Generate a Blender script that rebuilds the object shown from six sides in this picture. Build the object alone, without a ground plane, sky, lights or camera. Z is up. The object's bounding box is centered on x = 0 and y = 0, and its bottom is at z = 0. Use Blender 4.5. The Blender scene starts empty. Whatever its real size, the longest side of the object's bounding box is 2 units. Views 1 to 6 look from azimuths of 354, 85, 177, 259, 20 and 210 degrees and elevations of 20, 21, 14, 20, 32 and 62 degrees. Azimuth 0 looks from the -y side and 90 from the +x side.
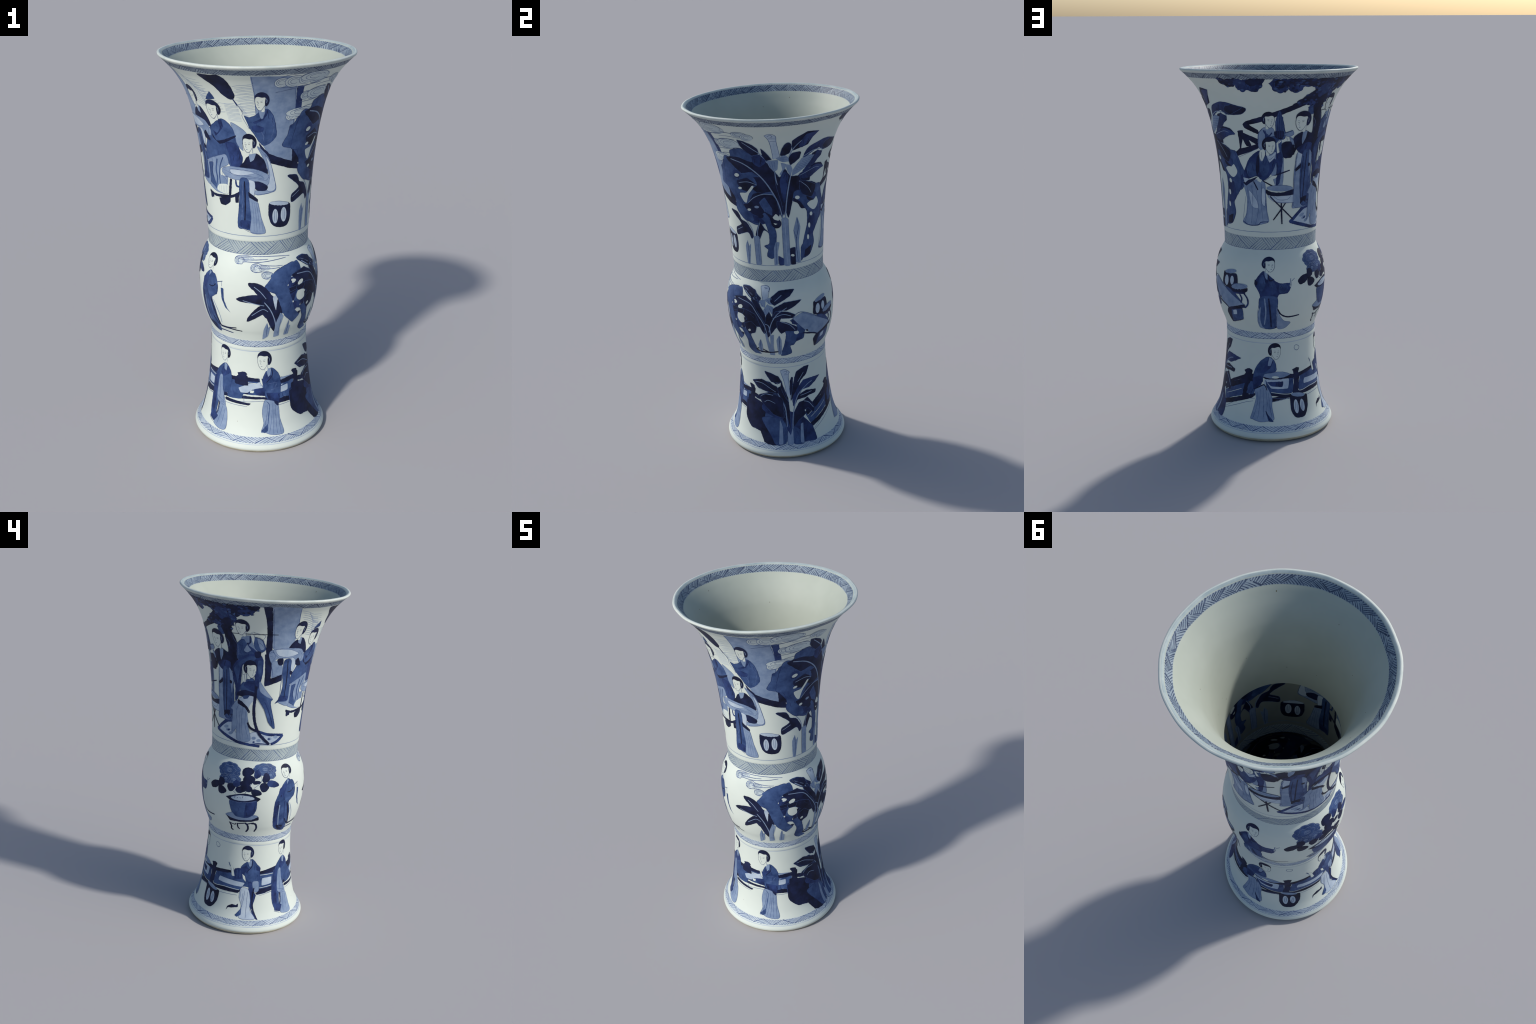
"""Blue-and-white porcelain beaker vase: flaring neck, round bulb, spreading foot.
The thrown body is a set of turned profiles; the cobalt painting is laid on it
stroke by stroke (brush strokes, filled washes, leaves, heads) as thin pieces
that follow the curved surface.  Painting coordinates: azimuth in degrees
(0 = front, -y; growing to the right) and height in metres on the vase."""
import bpy, math, random
from mathutils import Vector, Matrix, noise
from mathutils.geometry import delaunay_2d_cdt

rnd = random.Random(7)
LEAN = 0.0130                                   # the pot stands a little askew
PLACE = Matrix.Translation((-0.001, 0.0280, 0.0047)) @ Matrix.Rotation(LEAN, 4, 'X')

# ----------------------------------------------------------------- profiles
FOOT = [(-.008, .330), (-.003, .336), (.004, .342), (.012, .3460), (.02, .3478), (.03, .3445), (.042, .3375), (.055, .329),
        (.075, .317), (.095, .3065), (.115, .298), (.145, .289), (.195, .278), (.245, .2705), (.295, .264),
        (.345, .259), (.395, .2545), (.445, .2505), (.495, .248), (.527, .247), (.538, .2485), (.552, .2475),
        (.575, .248), (.59, .2495)]
BULB = [(.59, .2495), (.605, .254), (.625, .2605), (.655, .272), (.695, .2835), (.735, .292), (.775, .2975),
        (.815, .3005), (.855, .302), (.895, .300), (.935, .2945), (.975, .285), (.995, .2775), (1.015, .268),
        (1.035, .257), (1.047, .2505)]
NECK = [(1.047, .2505), (1.075, .251), (1.113, .2515), (1.122, .2535), (1.135, .254), (1.155, .255), (1.195, .2565),
        (1.295, .262), (1.395, .2685), (1.495, .278), (1.595, .2925), (1.695, .312), (1.755, .327), (1.795, .340),
        (1.835, .357), (1.875, .379), (1.915, .407), (1.935, .425), (1.955, .444), (1.970, .460)]
LIP = [(1.970, .460), (1.976, .4672), (1.981, .471), (1.9855, .4715), (1.9885, .4685), (1.9900, .463),
       (1.9885, .457), (1.984, .450)]
LINING = [(1.984, .450), (1.975, .440), (1.96, .4275), (1.94, .410), (1.92, .3945), (1.88, .366), (1.84, .343),
          (1.8, .325), (1.7, .2945), (1.6, .2738), (1.5, .2585), (1.466, .2545)]


def smooth_profile(pts, step):
    """Monotone cubic through (height, radius) points, returned as fine steps."""
    n = len(pts)
    h = [pts[i + 1][0] - pts[i][0] for i in range(n - 1)]
    d = [(pts[i + 1][1] - pts[i][1]) / h[i] for i in range(n - 1)]
    m = [d[0]] + [0 if d[i - 1] * d[i] <= 0 else 2 * d[i - 1] * d[i] / (d[i - 1] + d[i]) for i in range(1, n - 1)] + [d[-1]]
    out = []
    for i in range(n - 1):
        k = max(1, math.ceil(math.hypot(h[i], pts[i + 1][1] - pts[i][1]) / step))
        for j in range(k):
            t = j / k
            a, b = (1 + 2 * t) * (1 - t) ** 2, t * (1 - t) ** 2
            c, e = t * t * (3 - 2 * t), t * t * (t - 1)
            out.append((pts[i][0] + t * h[i], a * pts[i][1] + b * h[i] * m[i] + c * pts[i + 1][1] + e * h[i] * m[i + 1]))
    return out + [pts[-1]]


def radius_table(*profiles):
    rows = []
    for p in profiles:
        rows += smooth_profile(p, .004)
    return sorted(rows)


OUTSIDE = radius_table(FOOT, BULB, NECK, LIP[:4])
INSIDE = radius_table([(z, r) for z, r in reversed(LINING)])


def radius(table, z):
    lo, hi = 0, len(table) - 1
    if z <= table[0][0]:
        return table[0][1]
    if z >= table[hi][0]:
        return table[hi][1]
    while hi - lo > 1:
        mid = (lo + hi) // 2
        if table[mid][0] <= z:
            lo = mid
        else:
            hi = mid
    (z0, r0), (z1, r1) = table[lo], table[hi]
    return r0 + (r1 - r0) * (z - z0) / max(1e-9, z1 - z0)


def wobble(az, z):
    """The rim is not truly round: gentle waves that fade out down the neck."""
    k = max(0.0, (z - 1.45) / .54) ** 2
    a = math.radians(az)
    w = .0016 * math.cos(2 * a + 2.1) + .0024 * math.cos(3 * a + .4) + .0008 * math.sin(11 * a + 1) * k + .0007 * math.sin(17 * a)
    return k * w


def rim_sway(az, z):
    k = max(0.0, (z - 1.45) / .54) ** 2
    return k * .0015 * math.sin(3 * math.radians(az))


def place(r, az, z):
    a = math.radians(az)
    r += wobble(az, z)
    p = PLACE @ Vector((r * math.sin(a), -r * math.cos(a), z + rim_sway(az, z)))
    p.z = max(p.z, 0.0)                         # the foot is ground flat where it stands
    return p


def surface(az, z, lift=0.0, table=None):
    """Point lifted off the wall along the wall's own normal, with that normal."""
    table = table or OUTSIDE
    e = .003
    slope = (radius(table, z + e) - radius(table, z - e)) / (2 * e)
    s = 1 / math.hypot(1, slope)
    nr, nz = s, -slope * s
    if table is INSIDE:
        nr, nz = -nr, -nz
    a = math.radians(az)
    n = (PLACE.to_3x3() @ Vector((nr * math.sin(a), -nr * math.cos(a), nz))).normalized()
    return place(radius(table, z), az, z) + n * lift, n


# ---------------------------------------------------------------- materials
def glaze(name, dark, light, scale, rough=.5, stretch=(1, 1, 1), bump=0.0, low=.35, high=.65, detail=4):
    m = bpy.data.materials.new(name)
    m.use_nodes = True
    t = m.node_tree
    p = t.nodes["Principled BSDF"]
    co = t.nodes.new("ShaderNodeTexCoord")
    mp = t.nodes.new("ShaderNodeMapping")
    mp.inputs["Scale"].default_value = stretch
    nz = t.nodes.new("ShaderNodeTexNoise")
    nz.inputs["Scale"].default_value = scale
    nz.inputs["Detail"].default_value = detail
    nz.inputs["Roughness"].default_value = .6
    rp = t.nodes.new("ShaderNodeValToRGB")
    rp.color_ramp.elements[0].position, rp.color_ramp.elements[1].position = low, high
    rp.color_ramp.elements[0].color = (*dark, 1)
    rp.color_ramp.elements[1].color = (*light, 1)
    t.links.new(co.outputs["Object"], mp.inputs["Vector"])
    t.links.new(mp.outputs["Vector"], nz.inputs["Vector"])
    t.links.new(nz.outputs["Fac"], rp.inputs["Fac"])
    t.links.new(rp.outputs["Color"], p.inputs["Base Color"])
    p.inputs["Roughness"].default_value = rough
    p.inputs["Specular IOR Level"].default_value = SPEC
    if bump:
        b = t.nodes.new("ShaderNodeBump")
        b.inputs["Strength"].default_value = bump
        b.inputs["Distance"].default_value = .002
        t.links.new(nz.outputs["Fac"], b.inputs["Height"])
        t.links.new(b.outputs["Normal"], p.inputs["Normal"])
    return m


SPEC = .14
PORCELAIN = glaze("porcelain_glaze", (.53, .585, .545), (.57, .62, .575), 2.5)
LINING_GREY_GREEN = glaze("lining_grey_green", (.355, .390, .340), (.395, .430, .380), 3.0)  # darker, greyer green-white than the outside of the vase
INNER_SHADE_DARKENED = glaze("inner_wall_shade_darkened", (.20, .22, .20), (.24, .26, .24), 3.0)  # porcelain colour roughly halved: the deep throat's shadow is baked into it
LIP_GLAZE = glaze("lip_glaze", (.44, .50, .48), (.56, .60, .56), 9.0)
LIP_WASH = glaze("lip_wash", (.27, .34, .36), (.38, .44, .44), 14.0)
BARE_CLAY = glaze("bare_clay", (.36, .34, .25), (.50, .48, .38), 14.0, rough=.8)
COBALT = {
    "ink": glaze("cobalt_black", (.0060, .0075, .022), (.012, .018, .060), 18.0, detail=6),
    "dark": glaze("cobalt_deep", (.010, .018, .068), (.026, .050, .160), 16.0, detail=6),
    "mid": glaze("cobalt_blue", (.014, .032, .105), (.058, .105, .240), 20.0, low=.28, high=.74, detail=6),
    "wash": glaze("cobalt_wash", (.125, .185, .305), (.235, .305, .420), 24.0, low=.28, high=.74, detail=6),
    "pale": glaze("cobalt_pale", (.300, .375, .480), (.430, .500, .570), 20.0, low=.3, high=.7, detail=6),
    "faint": glaze("cobalt_faint", (.230, .300, .430), (.330, .400, .500), 40.0),
    "line": glaze("cobalt_line", (.035, .060, .150), (.110, .160, .300), 50.0),
    "white": PORCELAIN,
    "mist": glaze("cobalt_mist", (.400, .470, .500), (.470, .535, .540), 18.0),
    "band": glaze("band_wash", (.290, .350, .370), (.350, .410, .415), 12.0),
    "bandpale": glaze("foot_band_wash", (.350, .425, .500), (.450, .515, .560), 14.0),
    "lipband": glaze("lip_band_wash", (.190, .245, .300), (.280, .335, .380), 20.0),
    "lipline": glaze("lip_band_line", (.034, .048, .090), (.085, .115, .180), 50.0),
    "speck": glaze("iron_speck", (.10, .09, .06), (.18, .16, .10), 30.0),
}

# -------------------------------------------------------------- mesh output
vase = bpy.data.objects.new("porcelain_vase", None)
bpy.context.collection.objects.link(vase)
vase.empty_display_size = .2
vase["label"] = "tall blue and white porcelain beaker vase with painted ladies"
vase["category"] = "vase"
SECTION = {}


def add_mesh(name, verts, faces, normals, mats, face_mats, parent):
    me = bpy.data.meshes.new(name)
    me.from_pydata([tuple(v) for v in verts], [], faces)
    for m in mats:
        me.materials.append(m)
    me.polygons.foreach_set("material_index", face_mats)
    me.polygons.foreach_set("use_smooth", [True] * len(faces))
    if normals:
        me.normals_split_custom_set_from_vertices([tuple(n) for n in normals])
    me.update()
    ob = bpy.data.objects.new(name, me)
    bpy.context.collection.objects.link(ob)
    ob.parent = parent
    return ob


AROUND = 300


def turned(name, profile, mats, pick=None, flip=False, step=.005, raw=False):
    """Revolve a profile of (height, radius) rows."""
    rows = profile if raw else smooth_profile(profile, step)
    verts, normals, faces, fm = [], [], [], []
    for i, (z, r) in enumerate(rows):
        a, b = rows[max(0, i - 1)], rows[min(len(rows) - 1, i + 1)]
        dz, dr = b[0] - a[0], b[1] - a[1]
        l = math.hypot(dz, dr) or 1
        nr, nz = dz / l, -dr / l
        if flip:
            nr, nz = -nr, -nz
        for j in range(AROUND):
            az = 360 * j / AROUND
            t = math.radians(az)
            verts.append(place(r, az, z))
            normals.append((PLACE.to_3x3() @ Vector((nr * math.sin(t), -nr * math.cos(t), nz))).normalized())
    for i in range(len(rows) - 1):
        for j in range(AROUND):
            k = (j + 1) % AROUND
            q = (i * AROUND + j, i * AROUND + k, (i + 1) * AROUND + k, (i + 1) * AROUND + j)
            faces.append(q[::-1] if flip else q)
            fm.append(pick(rows[i][0], rows[i][1]) if pick else 0)
    return add_mesh(name, verts, faces, normals, mats, fm, vase)


SECTION["foot"] = turned("foot", FOOT, [PORCELAIN, BARE_CLAY], lambda z, r: 1 if z < .011 else 0)
SECTION["bulb"] = turned("bulb", BULB, [PORCELAIN])
SECTION["neck"] = turned("neck", NECK, [PORCELAIN])
lip_rows = [LIP[0]]
for i in range(len(LIP) - 1):                      # rounded lip, a plain Catmull-Rom curve
    p0, p1, p2, p3 = LIP[max(0, i - 1)], LIP[i], LIP[i + 1], LIP[min(len(LIP) - 1, i + 2)]
    for k in range(1, 4):
        t = k / 3
        lip_rows.append(tuple(.5 * (2 * p1[c] + (p2[c] - p0[c]) * t + (2 * p0[c] - 5 * p1[c] + 4 * p2[c] - p3[c]) * t * t
                                    + (3 * p1[c] - p0[c] - 3 * p2[c] + p3[c]) * t ** 3) for c in (0, 1)))
SECTION["rim"] = turned("rim", lip_rows, [LIP_GLAZE, LIP_WASH], lambda z, r: 1 if r < .462 and z > 1.98 else 0, raw=True)
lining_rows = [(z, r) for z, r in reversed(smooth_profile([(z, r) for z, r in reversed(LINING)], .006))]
SECTION["lining"] = turned("lining", lining_rows, [LINING_GREY_GREEN], raw=True)
# the lining ends in a ledge; below it the thin wall runs on down to the floor
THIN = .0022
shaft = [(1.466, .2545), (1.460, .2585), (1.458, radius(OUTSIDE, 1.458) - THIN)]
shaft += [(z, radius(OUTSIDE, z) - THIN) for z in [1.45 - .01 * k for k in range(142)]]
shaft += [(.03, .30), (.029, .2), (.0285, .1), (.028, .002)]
turned("inner_wall", shaft, [INNER_SHADE_DARKENED], raw=True)
turned("base", [(.004, .001), (.004, .15), (.004, .28), (.004, .300), (.0, .312), (-.004, .322), (-.008, .330)], [BARE_CLAY], raw=True)

# ------------------------------------------------------------ painting tools
CHART = .29                 # metres per radian in the flat working chart
STEP = .007
LIFT0, LIFT = .00016, .00006
brush = {"section": None, "pieces": []}
laid = {}                   # section -> highest layer in each small cell


def motif(section, name):
    close_motif()
    brush.update(section=section, name=name, pieces=[])


def chart(p):
    return (math.radians(p[0]) * CHART, p[1])


def unchart(x, y):
    return math.degrees(x / CHART), y


CELL = .003


def put(pigment, pts2d, faces):
    """Queue a flat piece given in chart metres, one step above all it covers."""
    top = laid.setdefault(brush["section"], {})
    cells = set()
    for f in faces:
        xs, ys = [pts2d[i][0] for i in f], [pts2d[i][1] for i in f]
        for cx in range(math.floor(min(xs) / CELL - .1), math.floor(max(xs) / CELL + .1) + 1):
            for cy in range(math.floor(min(ys) / CELL - .1), math.floor(max(ys) / CELL + .1) + 1):
                cells.add((cx, cy))
    lay = 1 + max((top.get(c, 0) for c in cells), default=0)
    for c in cells:
        top[c] = lay
    brush["pieces"].append((pigment, pts2d, faces, lay))


def close_motif():
    pieces = brush["pieces"]
    if not pieces:
        return
    table = INSIDE if brush["section"] in ("lining",) else OUTSIDE
    for side in (1, -1):
        verts, normals, faces, fm, mats = [], [], [], [], []
        for pigment, pts, fs, lay in pieces:
            if side < 0 and (min(p[1] for p in pts) > 1.466 or max(p[1] for p in pts) < .5):
                continue
            if pigment not in mats:
                mats.append(pigment)
            base = len(verts)
            lift = LIFT0 + LIFT * min(lay, 18) + .3 * LIFT * max(0, lay - 18)
            for x, y in pts:
                az, z = unchart(x, y)
                v, n = surface(az, z, lift if side > 0 else -(THIN + lift), table)
                verts.append(v)
                normals.append(n * side)
            flip = (table is INSIDE) != (side < 0)
            for f in fs:
                faces.append([base + i for i in (reversed(f) if flip else f)])
                fm.append(mats.index(pigment))
        if side < 0 and (table is INSIDE or not verts):
            break
        ob = add_mesh(brush["name"] if side > 0 else "paint_seen_from_inside", verts, faces, normals,
                      [COBALT[m] for m in mats], fm, SECTION[brush["section"]])
        if side < 0 or brush["name"] == "kiln_speck":
            ob["kind"] = "stuff"
    brush["pieces"] = []


def inside(poly, x, y):
    hit, j = False, len(poly) - 1
    for i in range(len(poly)):
        (xi, yi), (xj, yj) = poly[i], poly[j]
        if (yi > y) != (yj > y) and x < (xj - xi) * (y - yi) / (yj - yi) + xi:
            hit = not hit
        j = i
    return hit


def catmull(pts, closed, step=.004, pull=.5):
    out, n = [], len(pts)
    for i in range(n if closed else n - 1):
        if closed:
            p0, p1, p2, p3 = pts[i - 1], pts[i], pts[(i + 1) % n], pts[(i + 2) % n]
        else:
            p0, p1, p2, p3 = pts[max(0, i - 1)], pts[i], pts[i + 1], pts[min(n - 1, i + 2)]
        k = max(1, min(24, math.ceil(math.dist(p1, p2) / step)))
        for j in range(k):
            t = j / k
            q = []
            for c in (0, 1):
                m1, m2 = pull * (p2[c] - p0[c]), pull * (p3[c] - p1[c])
                q.append((2 * t ** 3 - 3 * t * t + 1) * p1[c] + (t ** 3 - 2 * t * t + t) * m1
                         + (3 * t * t - 2 * t ** 3) * p2[c] + (t ** 3 - t * t) * m2)
            out.append(tuple(q))
    if not closed:
        out.append(pts[-1])
    return out


def fill_chart(pigment, poly):
    """Fill a closed outline with small triangles that can bend round the pot."""
    pts = []
    for p in poly:
        if not pts or math.dist(p, pts[-1]) > .0003:
            pts.append(p)
    if math.dist(pts[0], pts[-1]) < .0003:
        pts.pop()
    if len(pts) < 3:
        return
    n = len(pts)
    xs, ys = [p[0] for p in pts], [p[1] for p in pts]
    extra, x = [], min(xs) + STEP / 2
    row = 0
    while x < max(xs):
        y = min(ys) + STEP / (2 if row % 2 else 1.01)
        while y < max(ys):
            if inside(pts, x, y) and min((p[0] - x) ** 2 + (p[1] - y) ** 2 for p in pts) > (.3 * STEP) ** 2:
                extra.append((x, y))
            y += STEP
        x += STEP * .87
        row += 1
    vs, es, fs, *_ = delaunay_2d_cdt([Vector(p) for p in pts + extra], [(i, (i + 1) % n) for i in range(n)], [], 0, 1e-6)
    vs = [(v.x, v.y) for v in vs]
    faces = []
    for f in fs:
        cx, cy = sum(vs[i][0] for i in f) / 3, sum(vs[i][1] for i in f) / 3
        if inside(pts, cx, cy):
            (ax, ay), (bx, by), (dx, dy) = (vs[i] for i in f)
            area = (bx - ax) * (dy - ay) - (by - ay) * (dx - ax)
            if abs(area) > 1e-9:
                faces.append(list(f) if area > 0 else list(reversed(f)))
    if faces:
        put(pigment, vs, faces)


def ragged(poly, amount):
    """Hand-painted edges are never clean: nudge an outline with noise."""
    out = []
    for x, y in poly:
        v = Vector((x * 90, y * 90, len(poly) * .37))
        out.append((x + amount * noise.noise(v), y + amount * noise.noise(v + Vector((31, 7, 3)))))
    return out


def fill(pigment, pts, soft=True):
    """A wash of pigment; loose shapes get a drawn contour and brushed folds."""
    poly = catmull([chart(p) for p in pts], True, pull=.42 if soft else .14)
    if brush["name"] == "tree_foliage":
        poly = scallop(poly)
    poly = ragged(poly, .0016 if pigment in ("ink", "dark", "mid") else .0008)
    fill_chart(pigment, poly)
    xs, ys = [p[0] for p in poly], [p[1] for p in poly]
    w, h = max(xs) - min(xs), max(ys) - min(ys)
    if pigment in ("mid", "dark") and w * h > .0012:
        brush_folds("dark" if pigment == "mid" else "ink", poly, w, h)
    if brush["name"] == "tree_foliage":
        leaf_tufts(poly)
    elif pigment == "ink" and brush["name"] == "banana_plant":
        stroke_chart("mid", .0019, poly + poly[:1], taper=.1)
    elif pigment in CONTOUR and soft and w + h > .03:
        tone, size = CONTOUR[pigment]
        stroke_chart(tone, size, poly + poly[:1], taper=.1)


CONTOUR = {"mid": ("dark", .0024), "wash": ("line", .0019), "pale": ("line", .0017)}


def scallop(poly):
    """Leafy outline: bunches of rounded tufts."""
    out, run = [], 0.0
    turn = sum(poly[i - 1][0] * p[1] - p[0] * poly[i - 1][1] for i, p in enumerate(poly))
    size = .0055 if turn > 0 else -.0055
    for i, (x, y) in enumerate(poly):
        a, b = poly[i - 1], poly[(i + 1) % len(poly)]
        l = math.dist(a, b) or 1
        run += math.dist(a, (x, y))
        o = size * abs(math.sin(run * 105))
        out.append((x + (b[1] - a[1]) / l * o, y - (b[0] - a[0]) / l * o))
    return out


def leaf_tufts(poly):
    xs, ys = [p[0] for p in poly], [p[1] for p in poly]
    own = random.Random(int(1e5 * (xs[0] + 3)))
    tufts = []
    for _ in range(int((max(xs) - min(xs)) * (max(ys) - min(ys)) / .00022)):
        x, y = own.uniform(min(xs), max(xs)), own.uniform(min(ys), max(ys))
        if not inside(poly, x, y) or any(math.dist((x, y), p) < .011 for p in tufts):
            continue
        tufts.append((x, y))
        r = own.uniform(.006, .010)
        fan = [(x, y + r * .5)]
        for k in range(13):                      # a little fan of three or four rounded leaflets
            a = -math.pi * (.04 + .92 * k / 12)
            s = r * (.72 + .28 * abs(math.cos(1.5 * math.pi * k / 6)))
            fan.append((x + s * math.cos(a), y + s * math.sin(a)))
        fill_chart(own.choice(("dark", "dark", "mid", "ink")), fan)


def cloud_curl(az, z, da, dz):
    """One curl of a ribbon cloud: pale body with nested arcs."""
    def at(s, a):
        return chart((az + da * s * math.cos(a), z + dz * s * math.sin(a)))
    fill_chart("mist", [at(1, 2 * math.pi * k / 26) for k in range(26)])
    for s, a0, a1 in ((1, -.3, 5.2), (.7, .1, 4.9), (.42, .4, 5.6)):
        stroke_chart("line", .0019, [at(s, a0 + (a1 - a0) * k / 22) for k in range(23)], taper=.6)


def blossom(az, z, da, dz):
    """Peony: ruffled head with rings of petals."""
    def at(s, a, w=0.0):
        return chart((az + da * (s * math.cos(a)), z + dz * (s * math.sin(a)) + w))
    fill_chart("mid", ragged([at(1 + .09 * abs(math.sin(4.5 * 2 * math.pi * k / 72)), 2 * math.pi * k / 72) for k in range(72)], .001))
    shade, light = ([], []), ([], [])
    for ring_r, n, size in ((.72, 8, .30), (.42, 6, .24)):
        for i in range(n):
            c = 2 * math.pi * (i + .3 * ring_r) / n
            cx, cy = ring_r * math.cos(c), ring_r * math.sin(c)
            pts = []
            for k in range(11):
                a = c - 1.5 + 3.0 * k / 10
                pts.append(chart((az + da * (cx + size * math.cos(a)), z + dz * (cy + size * math.sin(a)))))
            stroke_chart("dark", .0022, pts, .5, shade)
            stroke_chart("wash", .0014, [(x - .0014, y + .0012) for x, y in pts], .7, light)
    put("dark", *shade)
    put("wash", *light)
    stroke_chart("wash", .0018, [at(.06 + .24 * k / 30, .5 * k) for k in range(31)], taper=.4)


def brush_folds(pigment, poly, w, h):
    """Streaks of the loaded brush, running down the shape."""
    xs, ys = [p[0] for p in poly], [p[1] for p in poly]
    own = random.Random(int(1e5 * (xs[0] + 3) + 1e4 * ys[0]))
    for _ in range(int(min(9, 2 + w * h / .0011))):
        x, y = own.uniform(min(xs), max(xs)), own.uniform(min(ys), max(ys))
        lean = own.uniform(-.4, .4)
        line = []
        for k in range(8):
            q = (x + lean * k * .004 + .0012 * math.sin(k), y - k * .0045)
            if not inside(poly, *q):
                break
            line.append(q)
        if len(line) > 3:
            stroke_chart(pigment, own.uniform(.0014, .0032), line, taper=.9)


def stroke_chart(pigment, width, line, taper=.35, bundle=None):
    """A brush stroke: ribbon that swells and thins along its line."""
    clean = [line[0]]
    for p in line[1:]:
        if math.dist(p, clean[-1]) > .0008:
            clean.append(p)
    if len(clean) < 2:
        return
    n, pts, faces = len(clean), [], []
    across = 2 if width < .012 else 4
    seed = clean[0][0] * 51 + clean[0][1] * 77
    for i, (x, y) in enumerate(clean):
        a, b = clean[max(0, i - 1)], clean[min(n - 1, i + 1)]
        l = math.dist(a, b) or 1
        tx, ty = (b[0] - a[0]) / l, (b[1] - a[1]) / l
        t = i / (n - 1)
        w = width * (1 - taper + taper * math.sin(math.pi * min(1, max(0, .12 + .76 * t))))
        w *= .5 * (1 + .22 * noise.noise(Vector((seed, i * .45, 2))))
        for c in range(across):
            o = w * (1 - 2 * c / (across - 1))
            pts.append((x - ty * o, y + tx * o))
    for i in range(n - 1):
        for c in range(across - 1):
            p = i * across + c
            faces.append([p, p + 1, p + across + 1, p + across])
    if bundle is None:
        put(pigment, pts, faces)
    else:                                        # many strokes laid in one go
        base = len(bundle[0])
        bundle[0].extend(pts)
        bundle[1].extend([base + i for i in f] for f in faces)


def stroke(pigment, width, pts):
    stroke_chart(pigment, width, catmull([chart(p) for p in pts], False))


def leaf(pigment, width, spine):
    """Banana leaf: broad blade on a curved midrib with a torn edge."""
    mid = catmull([chart(p) for p in spine], False, .004)
    n = len(mid)
    left, right = [], []
    for i, (x, y) in enumerate(mid):
        a, b = mid[max(0, i - 1)], mid[min(n - 1, i + 1)]
        l = math.dist(a, b) or 1
        nx, ny = -(b[1] - a[1]) / l, (b[0] - a[0]) / l
        t = i / (n - 1)
        w = width * .5 * (math.sin(math.pi * t ** .8) ** .7 if 0 < t < 1 else 0)
        left.append((x + nx * w, y + ny * w))
        right.append((x - nx * w, y - ny * w))
    fill_chart(pigment, ragged(left + right[::-1], .0024))


def oval(pigment, az, z, da, dz, tilt=0.0):
    pts = []
    for k in range(18):
        a = 2 * math.pi * k / 18
        pts.append(chart((az + da * math.cos(a), z + dz * math.sin(a) + tilt * 2 * math.cos(a))))
    fill_chart(pigment, ragged(pts, .0007))


def head(az, z, da, dz, facing):
    """A lady's face in three-quarter view with a smooth black coiffure."""
    def at(*xy):
        return [chart((az - facing * da * x, z + dz * y)) for x, y in xy]
    def shape(pigment, *xy):
        fill_chart(pigment, catmull(at(*xy), True, .003))
    def mark(pigment, width, *xy):
        stroke_chart(pigment, width, catmull(at(*xy), False, .002))
    dz *= .94
    da *= .93
    shape("white", (.2, -.6), (.8, -.2), (.8, -1.0), (.5, -1.15), (.15, -1.05))
    mark("line", .0016, (.22, -.8), (.2, -1.05))
    mark("line", .0016, (.8, -.3), (.85, -1.0))
    shape("white", (-.95, .6), (-1.0, .1), (-.86, -.4), (-.52, -.8), (-.12, -.97), (.35, -.8), (.72, -.4), (.95, .1), (.9, .75), (-.4, .9))
    mark("dark", .002, (-.95, .75), (-1.0, .1), (-.86, -.4), (-.52, -.8), (-.12, -.97), (.35, -.8), (.75, -.35))
    shape("ink", (-1.02, .42), (-.98, .9), (-.55, 1.24), (.15, 1.38), (.9, 1.22), (1.42, .82), (1.6, .3), (1.45, -.15),
          (1.1, -.42), (.84, -.3), (.80, .2), (.84, .66), (.2, .68), (-.4, .78), (-.8, .72))
    mark("wash", .0022, (1.0, .55), (1.16, .3), (1.1, .0))
    mark("line", .0017, (-.68, .22), (-.42, .24))
    mark("line", .0017, (-.02, .22), (.42, .26))
    mark("ink", .0019, (-.66, .06), (-.44, .03))
    mark("ink", .0019, (.0, .05), (.36, .08))
    mark("line", .0014, (-.32, .1), (-.5, -.26), (-.3, -.32))
    mark("mid", .0026, (-.42, -.56), (-.16, -.56))


def ring(pigment, z0, z1):
    """A painted line or wash running right round the pot."""
    k = max(1, math.ceil((z1 - z0) / .006))
    n = 240
    pts, faces = [], []
    for i in range(n + 1):
        for c in range(k + 1):
            x = -math.pi + 2 * math.pi * i / n
            edge = 0 if 0 < c < k else .0006 * noise.noise(Vector((math.sin(x) * 9, math.cos(x) * 9, c + z0 * 40)))
            pts.append((x * CHART, z0 + (z1 - z0) * c / k + edge))
    for i in range(n):
        for c in range(k):
            p = i * (k + 1) + c
            faces.append([p, p + k + 1, p + k + 2, p + 1])
    put(pigment, pts, faces)


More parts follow.
